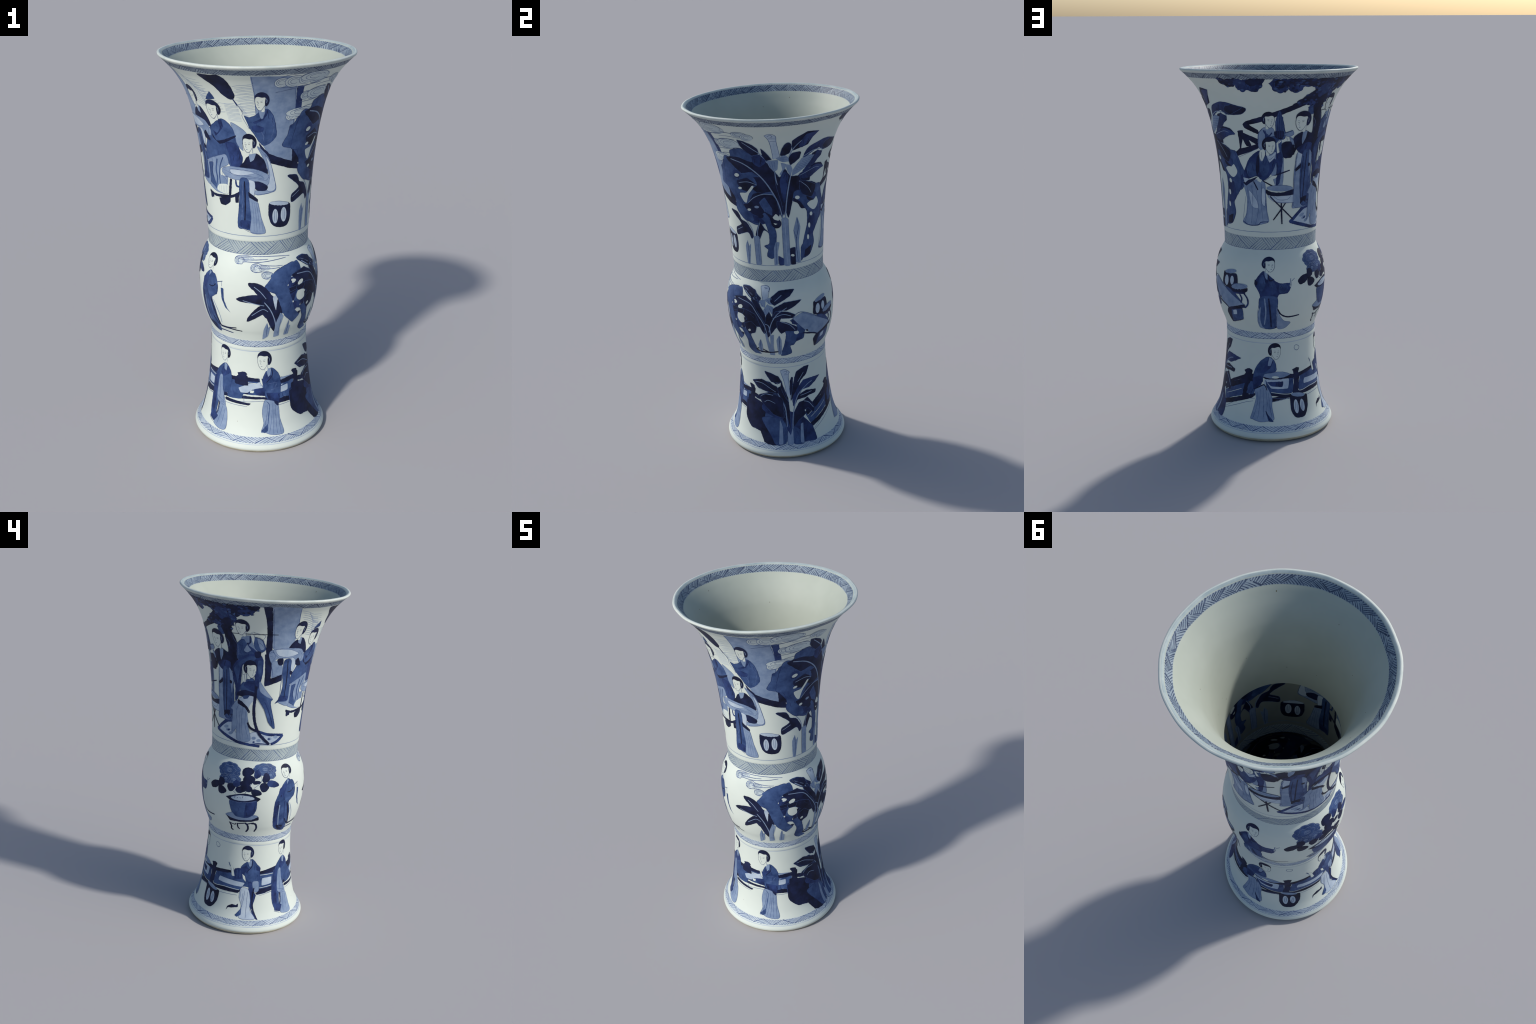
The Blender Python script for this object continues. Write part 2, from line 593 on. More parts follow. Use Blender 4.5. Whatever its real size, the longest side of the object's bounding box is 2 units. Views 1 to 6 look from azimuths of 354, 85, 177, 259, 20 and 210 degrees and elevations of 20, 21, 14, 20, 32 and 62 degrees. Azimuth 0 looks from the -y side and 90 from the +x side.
def hatched_band(section, z0, z1, zigs, lines, wash, width, gap=.003, border=True, name="hatched_band"):
    """Zigzag border: triangles point up and down in turn, hatched across each other."""
    motif(section, name)
    ring(wash, z0, z1)
    turn = 2 * math.pi * CHART
    xs = [-turn / 2 + turn * (i + rnd.uniform(-.2, .2)) / (2 * zigs) for i in range(2 * zigs)]
    xs += [xs[0] + turn, xs[1] + turn]
    lo, hi = z0 + gap * .4, z1 - gap * .4
    strokes, faces, pts = [], [], []
    for i in range(2 * zigs):
        up = i % 2 == 0
        a, b, c = (xs[i], lo if up else hi), (xs[i + 1], hi if up else lo), (xs[i + 2], lo if up else hi)
        k = lines + rnd.choice((-1, 0, 0, 1))
        for j in range(k):                       # lines parallel to a-b, stepping towards c
            t = (j + .25 + rnd.uniform(-.12, .12)) / k
            p = (a[0] + (c[0] - a[0]) * t, a[1] + (c[1] - a[1]) * t)
            q = (b[0] + (c[0] - b[0]) * t, b[1] + (c[1] - b[1]) * t)
            strokes.append((p, q, width * rnd.uniform(.7, 1.25) * (1.5 if j == 0 else 1)))
    for p, q, w in strokes:
        n = max(1, math.ceil(math.dist(p, q) / .01))
        l = math.dist(p, q) or 1
        nx, ny = -(q[1] - p[1]) / l * w / 2, (q[0] - p[0]) / l * w / 2
        base = len(pts)
        for s in range(n + 1):
            t = s / n
            x, y = p[0] + (q[0] - p[0]) * t, p[1] + (q[1] - p[1]) * t
            k = 1 - .45 * t
            pts += [(x + nx * k, y + ny * k), (x - nx * k, y - ny * k)]
        for s in range(n):
            o = base + 2 * s
            faces.append([o, o + 1, o + 3, o + 2])
    put("line" if wash != "lipband" else "lipline", pts, faces)
    if border:
        ring("line", z0 - .0008, z0 + .0014)
    close_motif()


# ------------------------------------------------------------ border bands
hatched_band("neck", 1.944, 1.971, 27, 7, "lipband", .0030, border=False)
hatched_band("neck", 1.049, 1.117, 12, 8, "band", .0031)
hatched_band("foot", .553, .588, 13, 7, "bandpale", .0028)
hatched_band("foot", .046, .074, 17, 7, "bandpale", .0026, border=False)
hatched_band("lining", 1.951, 1.982, 28, 7, "lipband", .0036, border=False, name="inner_hatched_band")
motif("neck", "painted_ring")
ring("wash", 1.1435, 1.1465)
motif("foot", "painted_ring")
ring("pale", .0395, .0425)
ring("pale", .526, .530)

# ------------------------------------------------------------ figure painting
motif("neck", "folding_screen")
fill("wash", [(-9.5, 1.939), (18.4, 1.929), (25.6, 1.785), (28.9, 1.511), (4.9, 1.551), (-3.9, 1.628), (-7, 1.771), (-8.2, 1.85)], soft=False)
fill("dark", [(22.1, 1.875), (28, 1.875), (29.7, 1.82), (31.6, 1.759), (25.9, 1.764), (24.2, 1.825)], soft=False)
stroke("line", 0.0027, [(-9.5, 1.941), (-8.6, 1.89), (-7.8, 1.836), (-6.9, 1.745)])
stroke("line", 0.0027, [(21.5, 1.866), (25.1, 1.785), (25.8, 1.694), (28.2, 1.515), (6.1, 1.552)])
fill("ink", [(-4.8, 1.614), (-0.2, 1.585), (5.4, 1.557), (19.7, 1.526), (36, 1.498), (37.5, 1.465), (24.8, 1.479), (14.5, 1.497), (7, 1.51), (3.6, 1.545), (-2.6, 1.575)], soft=False)
fill("ink", [(27.8, 1.575), (33.3, 1.56), (37.3, 1.527), (37.6, 1.497), (29.1, 1.504)], soft=False)
motif("neck", "folding_screen")
fill("wash", [(-95.2, 1.947), (-74, 1.943), (-69.5, 1.84), (-67.8, 1.74), (-70.4, 1.705), (-89.9, 1.707)], soft=False)
fill("wash", [(-89.7, 1.639), (-78.4, 1.632), (-76, 1.553), (-88.3, 1.538)], soft=False)
fill("ink", [(-101.3, 1.947), (-95.2, 1.947), (-92.5, 1.841), (-90.3, 1.702), (-91.6, 1.674), (-95, 1.658), (-96.6, 1.7), (-96.6, 1.798), (-98.5, 1.875)], soft=False)
fill("ink", [(-97, 1.671), (-92.6, 1.674), (-89.1, 1.624), (-88.7, 1.538), (-76.6, 1.558), (-75.6, 1.524), (-94.9, 1.49), (-95.6, 1.576)], soft=False)
stroke("line", 0.0029, [(-74, 1.943), (-69.1, 1.839), (-69.2, 1.811)])
stroke("line", 0.0021, [(-94, 1.939), (-88.8, 1.712)])
stroke("line", 0.0021, [(-87.4, 1.545), (-76.9, 1.558)])
stroke("line", 0.0029, [(-90.2, 1.632), (-86.3, 1.542)])
motif("neck", "wave_screen")
stroke("faint", 0.0017, [(-22.6, 1.887), (-18.9, 1.892), (-14.4, 1.895), (-8.4, 1.899)])
stroke("faint", 0.0017, [(-21.3, 1.88), (-17.6, 1.882), (-13.1, 1.887), (-8.4, 1.891)])
stroke("faint", 0.0017, [(-20, 1.872), (-16.2, 1.877), (-11.7, 1.879), (-8.3, 1.883)])
stroke("faint", 0.0017, [(-22.5, 1.864), (-18.7, 1.866), (-14, 1.871), (-8.3, 1.875)])
stroke("faint", 0.0017, [(-21.1, 1.857), (-17.2, 1.862), (-12.6, 1.864), (-8.2, 1.868)])
stroke("faint", 0.0017, [(-19.7, 1.85), (-15.8, 1.852), (-11.1, 1.857), (-8.2, 1.86)])
stroke("faint", 0.0017, [(-22.4, 1.841), (-18.3, 1.846), (-13.5, 1.849), (-8.1, 1.852)])
stroke("faint", 0.0017, [(-20.9, 1.834), (-16.9, 1.836), (-12, 1.841), (-8.1, 1.845)])
stroke("faint", 0.0017, [(-19.3, 1.827), (-15.3, 1.832), (-10.5, 1.834), (-8, 1.837)])
stroke("faint", 0.0017, [(-22.1, 1.819), (-18, 1.821), (-13, 1.826), (-7.9, 1.829)])
stroke("faint", 0.0017, [(-20.5, 1.811), (-16.4, 1.816), (-11.4, 1.819), (-7.9, 1.822)])
stroke("faint", 0.0017, [(-18.9, 1.804), (-14.8, 1.807), (-9.8, 1.811), (-7.8, 1.814)])
stroke("faint", 0.0017, [(-21.7, 1.796), (-17.4, 1.801), (-12.3, 1.803), (-7.7, 1.807)])
stroke("faint", 0.0017, [(-20, 1.789), (-15.8, 1.791), (-10.7, 1.796), (-7.7, 1.799)])
stroke("faint", 0.0017, [(-18.3, 1.782), (-14.1, 1.787), (-9, 1.789), (-7.6, 1.792)])
stroke("faint", 0.0017, [(-21.1, 1.774), (-16.9, 1.776), (-11.6, 1.781), (-7.5, 1.784)])
stroke("faint", 0.0017, [(-19.4, 1.767), (-15.1, 1.772), (-9.9, 1.774), (-7.4, 1.777)])
stroke("faint", 0.0017, [(-17.7, 1.76), (-13.4, 1.762), (-8.2, 1.766), (-7.4, 1.769)])
stroke("faint", 0.0017, [(-20.6, 1.751), (-16.2, 1.756), (-10.8, 1.759), (-7.3, 1.762)])
stroke("faint", 0.0017, [(-18.8, 1.745), (-14.4, 1.747), (-9.1, 1.751), (-7.2, 1.754)])
stroke("faint", 0.0017, [(-36.9, 1.8), (-28.9, 1.798), (-23.4, 1.803)])
stroke("faint", 0.0017, [(-32, 1.797), (-24.4, 1.794), (-18.6, 1.798)])
stroke("faint", 0.0017, [(-31.9, 1.79), (-24.2, 1.787), (-18, 1.792)])
stroke("faint", 0.0017, [(-31.8, 1.784), (-24, 1.781), (-17.4, 1.785)])
stroke("faint", 0.0017, [(-31.6, 1.777), (-23.8, 1.774), (-16.7, 1.779)])
stroke("faint", 0.0017, [(-31.5, 1.771), (-23.6, 1.768), (-16.1, 1.773)])
stroke("faint", 0.0017, [(-31.4, 1.765), (-23.5, 1.762), (-15.4, 1.766)])
stroke("faint", 0.0017, [(-31.2, 1.758), (-23.3, 1.755), (-14.7, 1.76)])
stroke("faint", 0.0017, [(-31, 1.752), (-23, 1.749), (-14.1, 1.754)])
stroke("faint", 0.0017, [(-30.8, 1.745), (-22.8, 1.742), (-13.4, 1.747)])
stroke("faint", 0.0017, [(-30.6, 1.739), (-22.6, 1.736), (-12.7, 1.741)])
stroke("faint", 0.0017, [(-30.4, 1.733), (-22.4, 1.73), (-12, 1.735)])
stroke("faint", 0.0017, [(-30.2, 1.726), (-22.1, 1.723), (-11.2, 1.728)])
stroke("faint", 0.0017, [(-30, 1.72), (-21.9, 1.717), (-10.5, 1.722)])
stroke("faint", 0.0017, [(-55.4, 1.867), (-52.4, 1.853), (-46.2, 1.854)])
stroke("faint", 0.0017, [(-55, 1.858), (-52, 1.845), (-45.7, 1.846)])
stroke("faint", 0.0017, [(-54.6, 1.85), (-51.6, 1.836), (-45.3, 1.837)])
stroke("faint", 0.0017, [(-54.2, 1.841), (-51, 1.828), (-44.7, 1.829)])
stroke("faint", 0.0017, [(-53.7, 1.833), (-50.4, 1.82), (-44.1, 1.821)])
stroke("faint", 0.0017, [(-53.1, 1.825), (-49.7, 1.812), (-43.5, 1.812)])
stroke("faint", 0.0017, [(-52.4, 1.817), (-49.1, 1.803), (-42.8, 1.804)])
stroke("faint", 0.0017, [(-51.8, 1.809), (-48.4, 1.795), (-42.2, 1.796)])
stroke("faint", 0.0017, [(-51.1, 1.8), (-47.6, 1.787), (-41.4, 1.787)])
stroke("faint", 0.0017, [(-50.4, 1.792), (-46.8, 1.779), (-40.6, 1.779)])
stroke("faint", 0.0017, [(-49.6, 1.784), (-46, 1.771), (-39.8, 1.771)])
stroke("faint", 0.0017, [(-48.7, 1.776), (-45.1, 1.763), (-39.1, 1.763)])
stroke("faint", 0.0017, [(-47.9, 1.768), (-44.3, 1.755), (-38.2, 1.754)])
stroke("faint", 0.0017, [(-47, 1.76), (-43.4, 1.747), (-37.4, 1.746)])
stroke("faint", 0.0017, [(-64.4, 1.913), (-58.9, 1.886), (-51.5, 1.88)])
stroke("faint", 0.0017, [(-63.1, 1.907), (-58, 1.878), (-50.2, 1.87)])
stroke("faint", 0.0017, [(-61.9, 1.9), (-56.9, 1.87), (-48.7, 1.861)])
stroke("faint", 0.0017, [(-60.6, 1.894), (-55.6, 1.862), (-47.3, 1.851)])
stroke("faint", 0.0017, [(-59.4, 1.887), (-54.4, 1.854), (-45.8, 1.841)])
motif("neck", "wave_screen")
stroke("faint", 0.0018, [(-72.1, 1.929), (-66, 1.92), (-59.5, 1.904), (-49.8, 1.901)])
stroke("faint", 0.0018, [(-70.2, 1.915), (-64.6, 1.907), (-57.9, 1.89), (-48, 1.887)])
stroke("faint", 0.0018, [(-68.5, 1.902), (-63.3, 1.894), (-56.1, 1.877), (-46.1, 1.874)])
stroke("faint", 0.0018, [(-68.8, 1.889), (-61.9, 1.88), (-54.5, 1.863), (-44.6, 1.861)])
stroke("faint", 0.0018, [(-66.9, 1.876), (-60.6, 1.867), (-52.9, 1.85), (-42.9, 1.848)])
stroke("faint", 0.0018, [(-65.2, 1.863), (-59.4, 1.854), (-51.1, 1.836), (-41, 1.835)])
stroke("faint", 0.0018, [(-65.7, 1.851), (-58, 1.841), (-49.6, 1.823), (-39.6, 1.822)])
stroke("faint", 0.0018, [(-63.8, 1.838), (-56.7, 1.828), (-47.9, 1.81), (-38, 1.809)])
stroke("faint", 0.0018, [(-62, 1.825), (-55.5, 1.815), (-46.1, 1.796), (-36.2, 1.796)])
stroke("faint", 0.0018, [(-62.7, 1.813), (-54.2, 1.802), (-44.5, 1.783), (-34.8, 1.783)])
stroke("faint", 0.0018, [(-60.8, 1.8), (-52.9, 1.789), (-42.9, 1.769), (-33.4, 1.771)])
stroke("faint", 0.0018, [(-58.9, 1.787), (-51.8, 1.777), (-41, 1.756), (-31.7, 1.758)])
motif("neck", "garden_railing")
fill("ink", [(-207.7, 1.712), (-204.4, 1.729), (-191, 1.752), (-171, 1.792), (-149.4, 1.84), (-136.5, 1.866), (-133.3, 1.835), (-148, 1.814), (-169.5, 1.766), (-191.2, 1.724), (-201, 1.711), (-192.8, 1.685), (-192.4, 1.662), (-199.1, 1.677), (-205.9, 1.693)], soft=False)
fill("ink", [(145.8, 1.676), (152.1, 1.682), (152.2, 1.669), (166.8, 1.638), (166.5, 1.589), (144.1, 1.547), (139.5, 1.548), (139.9, 1.564), (146.4, 1.589)], soft=False)
fill("white", [(151.8, 1.649), (155.2, 1.65), (166.6, 1.619), (162.6, 1.608), (148.2, 1.588)], soft=False)
fill("ink", [(151.4, 1.662), (155.9, 1.65), (159.8, 1.601), (154.3, 1.6), (150.8, 1.636)], soft=False)
stroke("ink", 0.0142, [(151.3, 1.659), (166.5, 1.612)])
stroke("line", 0.0021, [(144, 1.54), (156.6, 1.567), (167, 1.593)])
motif("neck", "tree_foliage")
fill("ink", [(141.3, 1.944), (149.4, 1.94), (154.6, 1.945), (151, 1.907), (145.3, 1.913), (142.8, 1.922)])
fill("dark", [(154.5, 1.938), (163.1, 1.939), (173.3, 1.943), (171.1, 1.899), (165.8, 1.881), (162.5, 1.893), (157.2, 1.883), (154, 1.906)])
fill("ink", [(163.1, 1.939), (173.3, 1.942), (170.4, 1.923), (163.9, 1.913)])
fill("dark", [(-179.8, 1.939), (-169.2, 1.94), (-168.7, 1.898), (-172.3, 1.879), (-176.9, 1.884), (-180, 1.907)])
fill("ink", [(-177.6, 1.936), (-169.9, 1.935), (-171.1, 1.913), (-175.4, 1.9)])
fill("dark", [(-169.2, 1.942), (-146.7, 1.94), (-145.5, 1.908), (-153.4, 1.91), (-157.2, 1.903), (-158.3, 1.884), (-164.3, 1.882), (-168.1, 1.912)])
fill("ink", [(-166.6, 1.941), (-146.5, 1.939), (-146, 1.911), (-156.3, 1.92), (-163.6, 1.912)])
fill("ink", [(-147.2, 1.941), (-131.7, 1.939), (-112.1, 1.941), (-110.2, 1.905), (-121, 1.885), (-125.6, 1.854), (-130.3, 1.823), (-129.1, 1.796), (-134.1, 1.785), (-145, 1.808), (-152.5, 1.83), (-149.5, 1.862), (-143.9, 1.886), (-141.4, 1.913)])
fill("dark", [(-148.7, 1.85), (-142.8, 1.874), (-136, 1.846), (-138, 1.814), (-147.2, 1.823)])
fill("mid", [(-138, 1.892), (-131.3, 1.91), (-123.3, 1.894), (-129.7, 1.863), (-134.2, 1.858)])
fill("dark", [(-145.4, 1.803), (-138.6, 1.801), (-135.5, 1.767), (-142.9, 1.769)])
fill("ink", [(-143.5, 1.945), (-140.4, 1.942), (-122.9, 1.942), (-104.8, 1.944), (-107.5, 1.919), (-112.4, 1.894), (-117.1, 1.89), (-120.4, 1.909), (-126.8, 1.89), (-123.5, 1.865), (-130, 1.816), (-138.5, 1.807), (-140.6, 1.833), (-149.2, 1.83), (-160.6, 1.803), (-159.6, 1.821), (-145.6, 1.878), (-144.1, 1.908)])
fill("dark", [(-120.6, 1.909), (-112.9, 1.923), (-108.5, 1.916), (-112.4, 1.894), (-117.1, 1.89)])
fill("dark", [(-139.5, 1.91), (-129.8, 1.922), (-127.4, 1.889), (-136.2, 1.852), (-141.3, 1.873)])
fill("mid", [(-143, 1.803), (-134.5, 1.806), (-134, 1.779), (-141.7, 1.764), (-144.9, 1.781)])
fill("dark", [(-128.1, 1.874), (-123.4, 1.868), (-125.9, 1.842), (-130.2, 1.837)])
fill("mid", [(-135.5, 1.901), (-131.5, 1.913), (-131.4, 1.885), (-136, 1.866)])
motif("neck", "tree_trunk")
fill("ink", [(-136.2, 1.852), (-128.1, 1.86), (-130.7, 1.803), (-133.8, 1.731), (-131.1, 1.686), (-124.9, 1.684), (-126.5, 1.611), (-137.8, 1.59), (-136, 1.681), (-138.6, 1.767)])
fill("ink", [(-141.3, 1.807), (-131.5, 1.797), (-124.5, 1.715), (-128, 1.662), (-122.3, 1.607), (-133.2, 1.558), (-137.7, 1.601), (-133.6, 1.639), (-136.3, 1.734)])
stroke("line", 0.0021, [(-138.7, 1.748), (-133.7, 1.719), (-135.1, 1.693)])
motif("neck", "painted_cloud")
cloud_curl(38.2, 1.910, 9.1, 0.028)
cloud_curl(9.7, 1.903, 4.7, 0.024)
cloud_curl(18.6, 1.905, 6.6, 0.028)
cloud_curl(27.3, 1.913, 5.8, 0.027)
cloud_curl(50.2, 1.830, 9.5, 0.020)
cloud_curl(32.4, 1.827, 4.8, 0.021)
cloud_curl(41.0, 1.824, 7.0, 0.021)
cloud_curl(30.3, 1.741, 5.2, 0.016)
cloud_curl(22.9, 1.731, 5.1, 0.019)
stroke("line", 0.0022, [(5.7, 1.919), (13.1, 1.939), (21.2, 1.942), (29.3, 1.942), (36.8, 1.945)])
stroke("line", 0.0022, [(10.1, 1.88), (17.5, 1.875), (24.9, 1.878), (33.4, 1.881), (42.1, 1.885)])
stroke("line", 0.0022, [(32, 1.902), (38.2, 1.91), (47.6, 1.899), (59.5, 1.893), (68.1, 1.885)])
stroke("line", 0.0022, [(38.6, 1.872), (48.9, 1.877), (59.1, 1.869)])
stroke("line", 0.0022, [(38.1, 1.808), (47.3, 1.808), (58.2, 1.801)])
stroke("line", 0.0022, [(25.2, 1.752), (33.1, 1.754), (44, 1.75)])
stroke("line", 0.0022, [(21.7, 1.716), (27.5, 1.717), (32.1, 1.728)])
cloud_curl(33.8, 1.920, 11.4, 0.024)
cloud_curl(58.9, 1.892, 6.5, 0.016)
cloud_curl(64.8, 1.877, 5.2, 0.019)
cloud_curl(44.9, 1.833, 11.4, 0.027)
cloud_curl(30.7, 1.748, 13.3, 0.021)
stroke("line", 0.0022, [(6.7, 1.856), (31.8, 1.88), (44.5, 1.897), (55.9, 1.895)])
stroke("line", 0.0022, [(31.6, 1.842), (44.6, 1.859), (53.4, 1.858)])
stroke("line", 0.0022, [(27.4, 1.797), (40.7, 1.8), (53, 1.813)])
stroke("line", 0.0022, [(24.7, 1.757), (36.9, 1.774), (43.6, 1.775)])
motif("neck", "painted_rock")
fill("mid", [(44.8, 1.792), (52.5, 1.806), (60.1, 1.793), (70, 1.739), (76.8, 1.661), (88.2, 1.518), (86.9, 1.421), (69.2, 1.384), (58.5, 1.382), (49.3, 1.41), (45.9, 1.459), (38.2, 1.462), (37.5, 1.51), (29.9, 1.561), (27.3, 1.575), (16.9, 1.594), (21.3, 1.642), (22.9, 1.685), (26.5, 1.695), (29.8, 1.724), (35.6, 1.742), (42.8, 1.748)])
fill("dark", [(42.8, 1.748), (55, 1.737), (68, 1.682), (64.1, 1.66), (50.8, 1.675), (39.9, 1.728)])
fill("dark", [(48.9, 1.494), (67.8, 1.466), (74.2, 1.396), (58.5, 1.39), (47.6, 1.425)])
fill("mid", [(32.5, 1.744), (42.1, 1.754), (44.4, 1.792), (56, 1.811), (61.6, 1.788), (68.1, 1.768), (63.3, 1.68), (51.5, 1.66), (44.9, 1.619), (45.5, 1.576), (51.1, 1.522), (46.4, 1.489), (54.1, 1.458), (59.4, 1.41), (55.8, 1.393), (47.3, 1.402), (37.2, 1.452), (37.3, 1.503), (33.9, 1.558), (25.9, 1.585)])
fill("mid", [(66, 1.507), (75.8, 1.501), (79, 1.428), (82.8, 1.362), (84.2, 1.311), (79.9, 1.192), (72.3, 1.2), (73.6, 1.238), (69.7, 1.258), (75.6, 1.275), (75.6, 1.334), (71.4, 1.399), (64.6, 1.434)])
motif("neck", "painted_rock")
fill("mid", [(130.2, 1.554), (139.8, 1.572), (144.3, 1.52), (150.3, 1.447), (146.3, 1.375), (136.5, 1.359), (131.5, 1.316), (134, 1.242), (126.8, 1.18), (114.6, 1.176), (118.2, 1.287), (124.3, 1.395), (118.6, 1.46), (112.1, 1.504)])
fill("dark", [(129, 1.479), (139.4, 1.498), (138.8, 1.47), (132.8, 1.461), (124.8, 1.422), (133.2, 1.399), (141.8, 1.397), (142.5, 1.431), (147.1, 1.453), (148, 1.406), (144.2, 1.377), (132.5, 1.365), (124.7, 1.381)], soft=False)
fill("mid", [(105.5, 1.561), (110.6, 1.563), (118.7, 1.534), (128.3, 1.522), (130.5, 1.568), (138.7, 1.566), (143.9, 1.465), (143.6, 1.378), (137, 1.329), (132.3, 1.291), (133, 1.231), (126.2, 1.181), (118.2, 1.176), (114, 1.157), (113.9, 1.233), (120.2, 1.277), (122.6, 1.37), (121.3, 1.444), (114.3, 1.457), (109.5, 1.492), (103.8, 1.51)])
fill("dark", [(126.3, 1.409), (133.9, 1.406), (137, 1.329), (131.8, 1.299), (122.7, 1.267), (124.7, 1.324), (122.6, 1.37)], soft=False)
fill("ink", [(103.7, 1.526), (112.6, 1.497), (118.6, 1.454), (114.3, 1.457), (109.5, 1.489), (105, 1.503)], soft=False)
fill("ink", [(119.8, 1.211), (129, 1.229), (126.9, 1.18), (118.7, 1.175)], soft=False)
fill("ink", [(121.3, 1.531), (132.3, 1.51), (128.6, 1.482), (121.8, 1.501)])
oval("white", 109.1, 1.522, 2.73, 0.0102, -0.0012)
oval("white", 128.4, 1.410, 2.11, 0.0111, -0.0013)
oval("white", 125.8, 1.347, 1.63, 0.0147, -0.0010)
oval("white", 124.1, 1.282, 1.61, 0.0147, -0.0010)
fill("white", [(122, 1.472), (126.6, 1.485), (131.7, 1.485), (136, 1.498), (139.9, 1.467), (138.2, 1.444), (133.6, 1.429), (128, 1.44)])
oval("dark", 45.1, 1.659, 5.18, 0.0240, 0.0021)
oval("white", 45.2, 1.653, 3.11, 0.0105, 0.0012)
motif("neck", "flower_rug")
fill("pale", [(-152, 1.199), (-132.6, 1.264), (-127.2, 1.176), (-137.2, 1.176)])
stroke("dark", 0.0171, [(-158.8, 1.195), (-147.8, 1.238), (-140.4, 1.265), (-131.5, 1.27)])
stroke("dark", 0.0171, [(-158.3, 1.196), (-141.4, 1.173), (-120.5, 1.151), (-95.7, 1.138)])
oval("wash", -137.6, 1.215, 3.98, 0.0112, -0.0013)
oval("wash", -147.5, 1.200, 3.38, 0.0112, -0.0009)
oval("wash", -140.1, 1.241, 3.77, 0.0112, -0.0011)
oval("mid", -137.6, 1.213, 1.77, 0.0056, -0.0006)
fill("pale", [(-154.4, 1.2), (-140.7, 1.26), (-129.6, 1.261), (-127.5, 1.205), (-110, 1.211), (-99.7, 1.222), (-70.7, 1.193), (-83.2, 1.154), (-109.3, 1.15), (-127.2, 1.159)])
stroke("dark", 0.0157, [(-156.3, 1.197), (-147, 1.238), (-138.7, 1.264), (-129.7, 1.269)])
stroke("dark", 0.0171, [(-156.3, 1.197), (-140.3, 1.174), (-123.7, 1.151), (-109.3, 1.146)])
stroke("dark", 0.0171, [(-99.7, 1.228), (-87.4, 1.21), (-76.1, 1.205), (-65.4, 1.201)])
stroke("dark", 0.0185, [(-65.3, 1.2), (-73.5, 1.166), (-81.5, 1.15)])
stroke("dark", 0.0071, [(-109.3, 1.145), (-97.2, 1.154), (-83.1, 1.149)])
oval("wash", -141.6, 1.227, 3.68, 0.0093, 0.0021)
oval("wash", -134.6, 1.195, 3.33, 0.0093, 0.0017)
oval("wash", -138.5, 1.212, 3.52, 0.0093, 0.0019)
oval("wash", -93.2, 1.194, 2.73, 0.0093, 0.0001)
oval("wash", -83.8, 1.183, 2.86, 0.0094, -0.0002)
oval("wash", -75.8, 1.192, 3.05, 0.0094, -0.0006)
oval("wash", -103.7, 1.185, 2.71, 0.0093, 0.0005)
oval("wash", -97.5, 1.172, 2.72, 0.0093, 0.0003)
oval("wash", -89.8, 1.169, 2.78, 0.0094, -0.0000)
oval("dark", -137.5, 1.211, 1.92, 0.0050, 0.0010)
oval("dark", -84.5, 1.182, 1.58, 0.0051, -0.0001)
oval("dark", -103.4, 1.162, 1.51, 0.0050, 0.0003)
motif("neck", "low_stand")
stroke("ink", 0.015, [(-65.4, 1.344), (-56, 1.331), (-42.1, 1.335), (-32.2, 1.342), (-21.6, 1.371)])
fill("ink", [(-64.7, 1.338), (-58.2, 1.336), (-58.8, 1.315), (-63.8, 1.309)], soft=False)
fill("ink", [(-49.8, 1.321), (-35.4, 1.333), (-35.7, 1.309), (-42, 1.289), (-48.4, 1.291)], soft=False)
fill("ink", [(-29.9, 1.343), (-25.3, 1.356), (-26.1, 1.312), (-29.5, 1.31)], soft=False)
stroke("ink", 0.015, [(-33.4, 1.428), (-34.8, 1.38), (-35.7, 1.34)])
stroke("dark", 0.0095, [(-28.3, 1.425), (-27.2, 1.395), (-21.5, 1.394)])
motif("neck", "long_fan")
fill("ink", [(-44.5, 1.939), (-35.1, 1.94), (-29.6, 1.943), (-25.8, 1.919), (-23.3, 1.88), (-22.2, 1.834), (-25.8, 1.821), (-31.4, 1.842), (-36.3, 1.885), (-41.6, 1.912)])
stroke("dark", 0.0061, [(-24.1, 1.825), (-21.3, 1.795), (-17.6, 1.762)])
motif("neck", "painted_lady")
fill("mid", [(-3.4, 1.768), (2.2, 1.776), (6.8, 1.743), (9.7, 1.69), (10.5, 1.644), (5.7, 1.613), (-0.3, 1.6), (-4.4, 1.618), (-9, 1.658), (-13.4, 1.69), (-17.2, 1.705), (-17.6, 1.744), (-12.5, 1.737), (-7.1, 1.748)])
fill("dark", [(-10.6, 1.692), (-6.1, 1.698), (-0.5, 1.686), (-1.8, 1.666), (-7.3, 1.664), (-10.1, 1.674)])
fill("dark", [(1.4, 1.773), (2.4, 1.757), (-0.7, 1.728), (-7.2, 1.706), (-9.4, 1.713), (-3.9, 1.729)])
fill("wash", [(-4.8, 1.771), (0.2, 1.767), (-1.5, 1.732), (-3.4, 1.735)])
fill("white", [(-21.1, 1.795), (-17.6, 1.762), (-16.7, 1.744), (-12.9, 1.683), (-17.3, 1.695), (-18.9, 1.731)])
stroke("line", 0.002, [(-21.1, 1.795), (-17.8, 1.76), (-17.9, 1.737), (-12.7, 1.68)])
stroke("line", 0.002, [(5.3, 1.73), (8, 1.69), (7.2, 1.652), (3.2, 1.62)])
stroke("line", 0.002, [(-2.7, 1.667), (-0.4, 1.641), (-1.5, 1.615)])
head(-3.5, 1.807, 4.4, 0.041, -1)
motif("neck", "painted_lady")
fill("mid", [(-42, 1.852), (-39.8, 1.831), (-39.4, 1.817), (-48.6, 1.807), (-45.3, 1.833)], soft=False)
fill("mid", [(-53.4, 1.661), (-45.2, 1.697), (-37.2, 1.721), (-30.2, 1.7), (-25.1, 1.644), (-23.9, 1.599), (-20, 1.534), (-23.3, 1.493), (-32.5, 1.489), (-38, 1.542), (-48.2, 1.53), (-64.6, 1.5), (-64.3, 1.547), (-58, 1.613)])
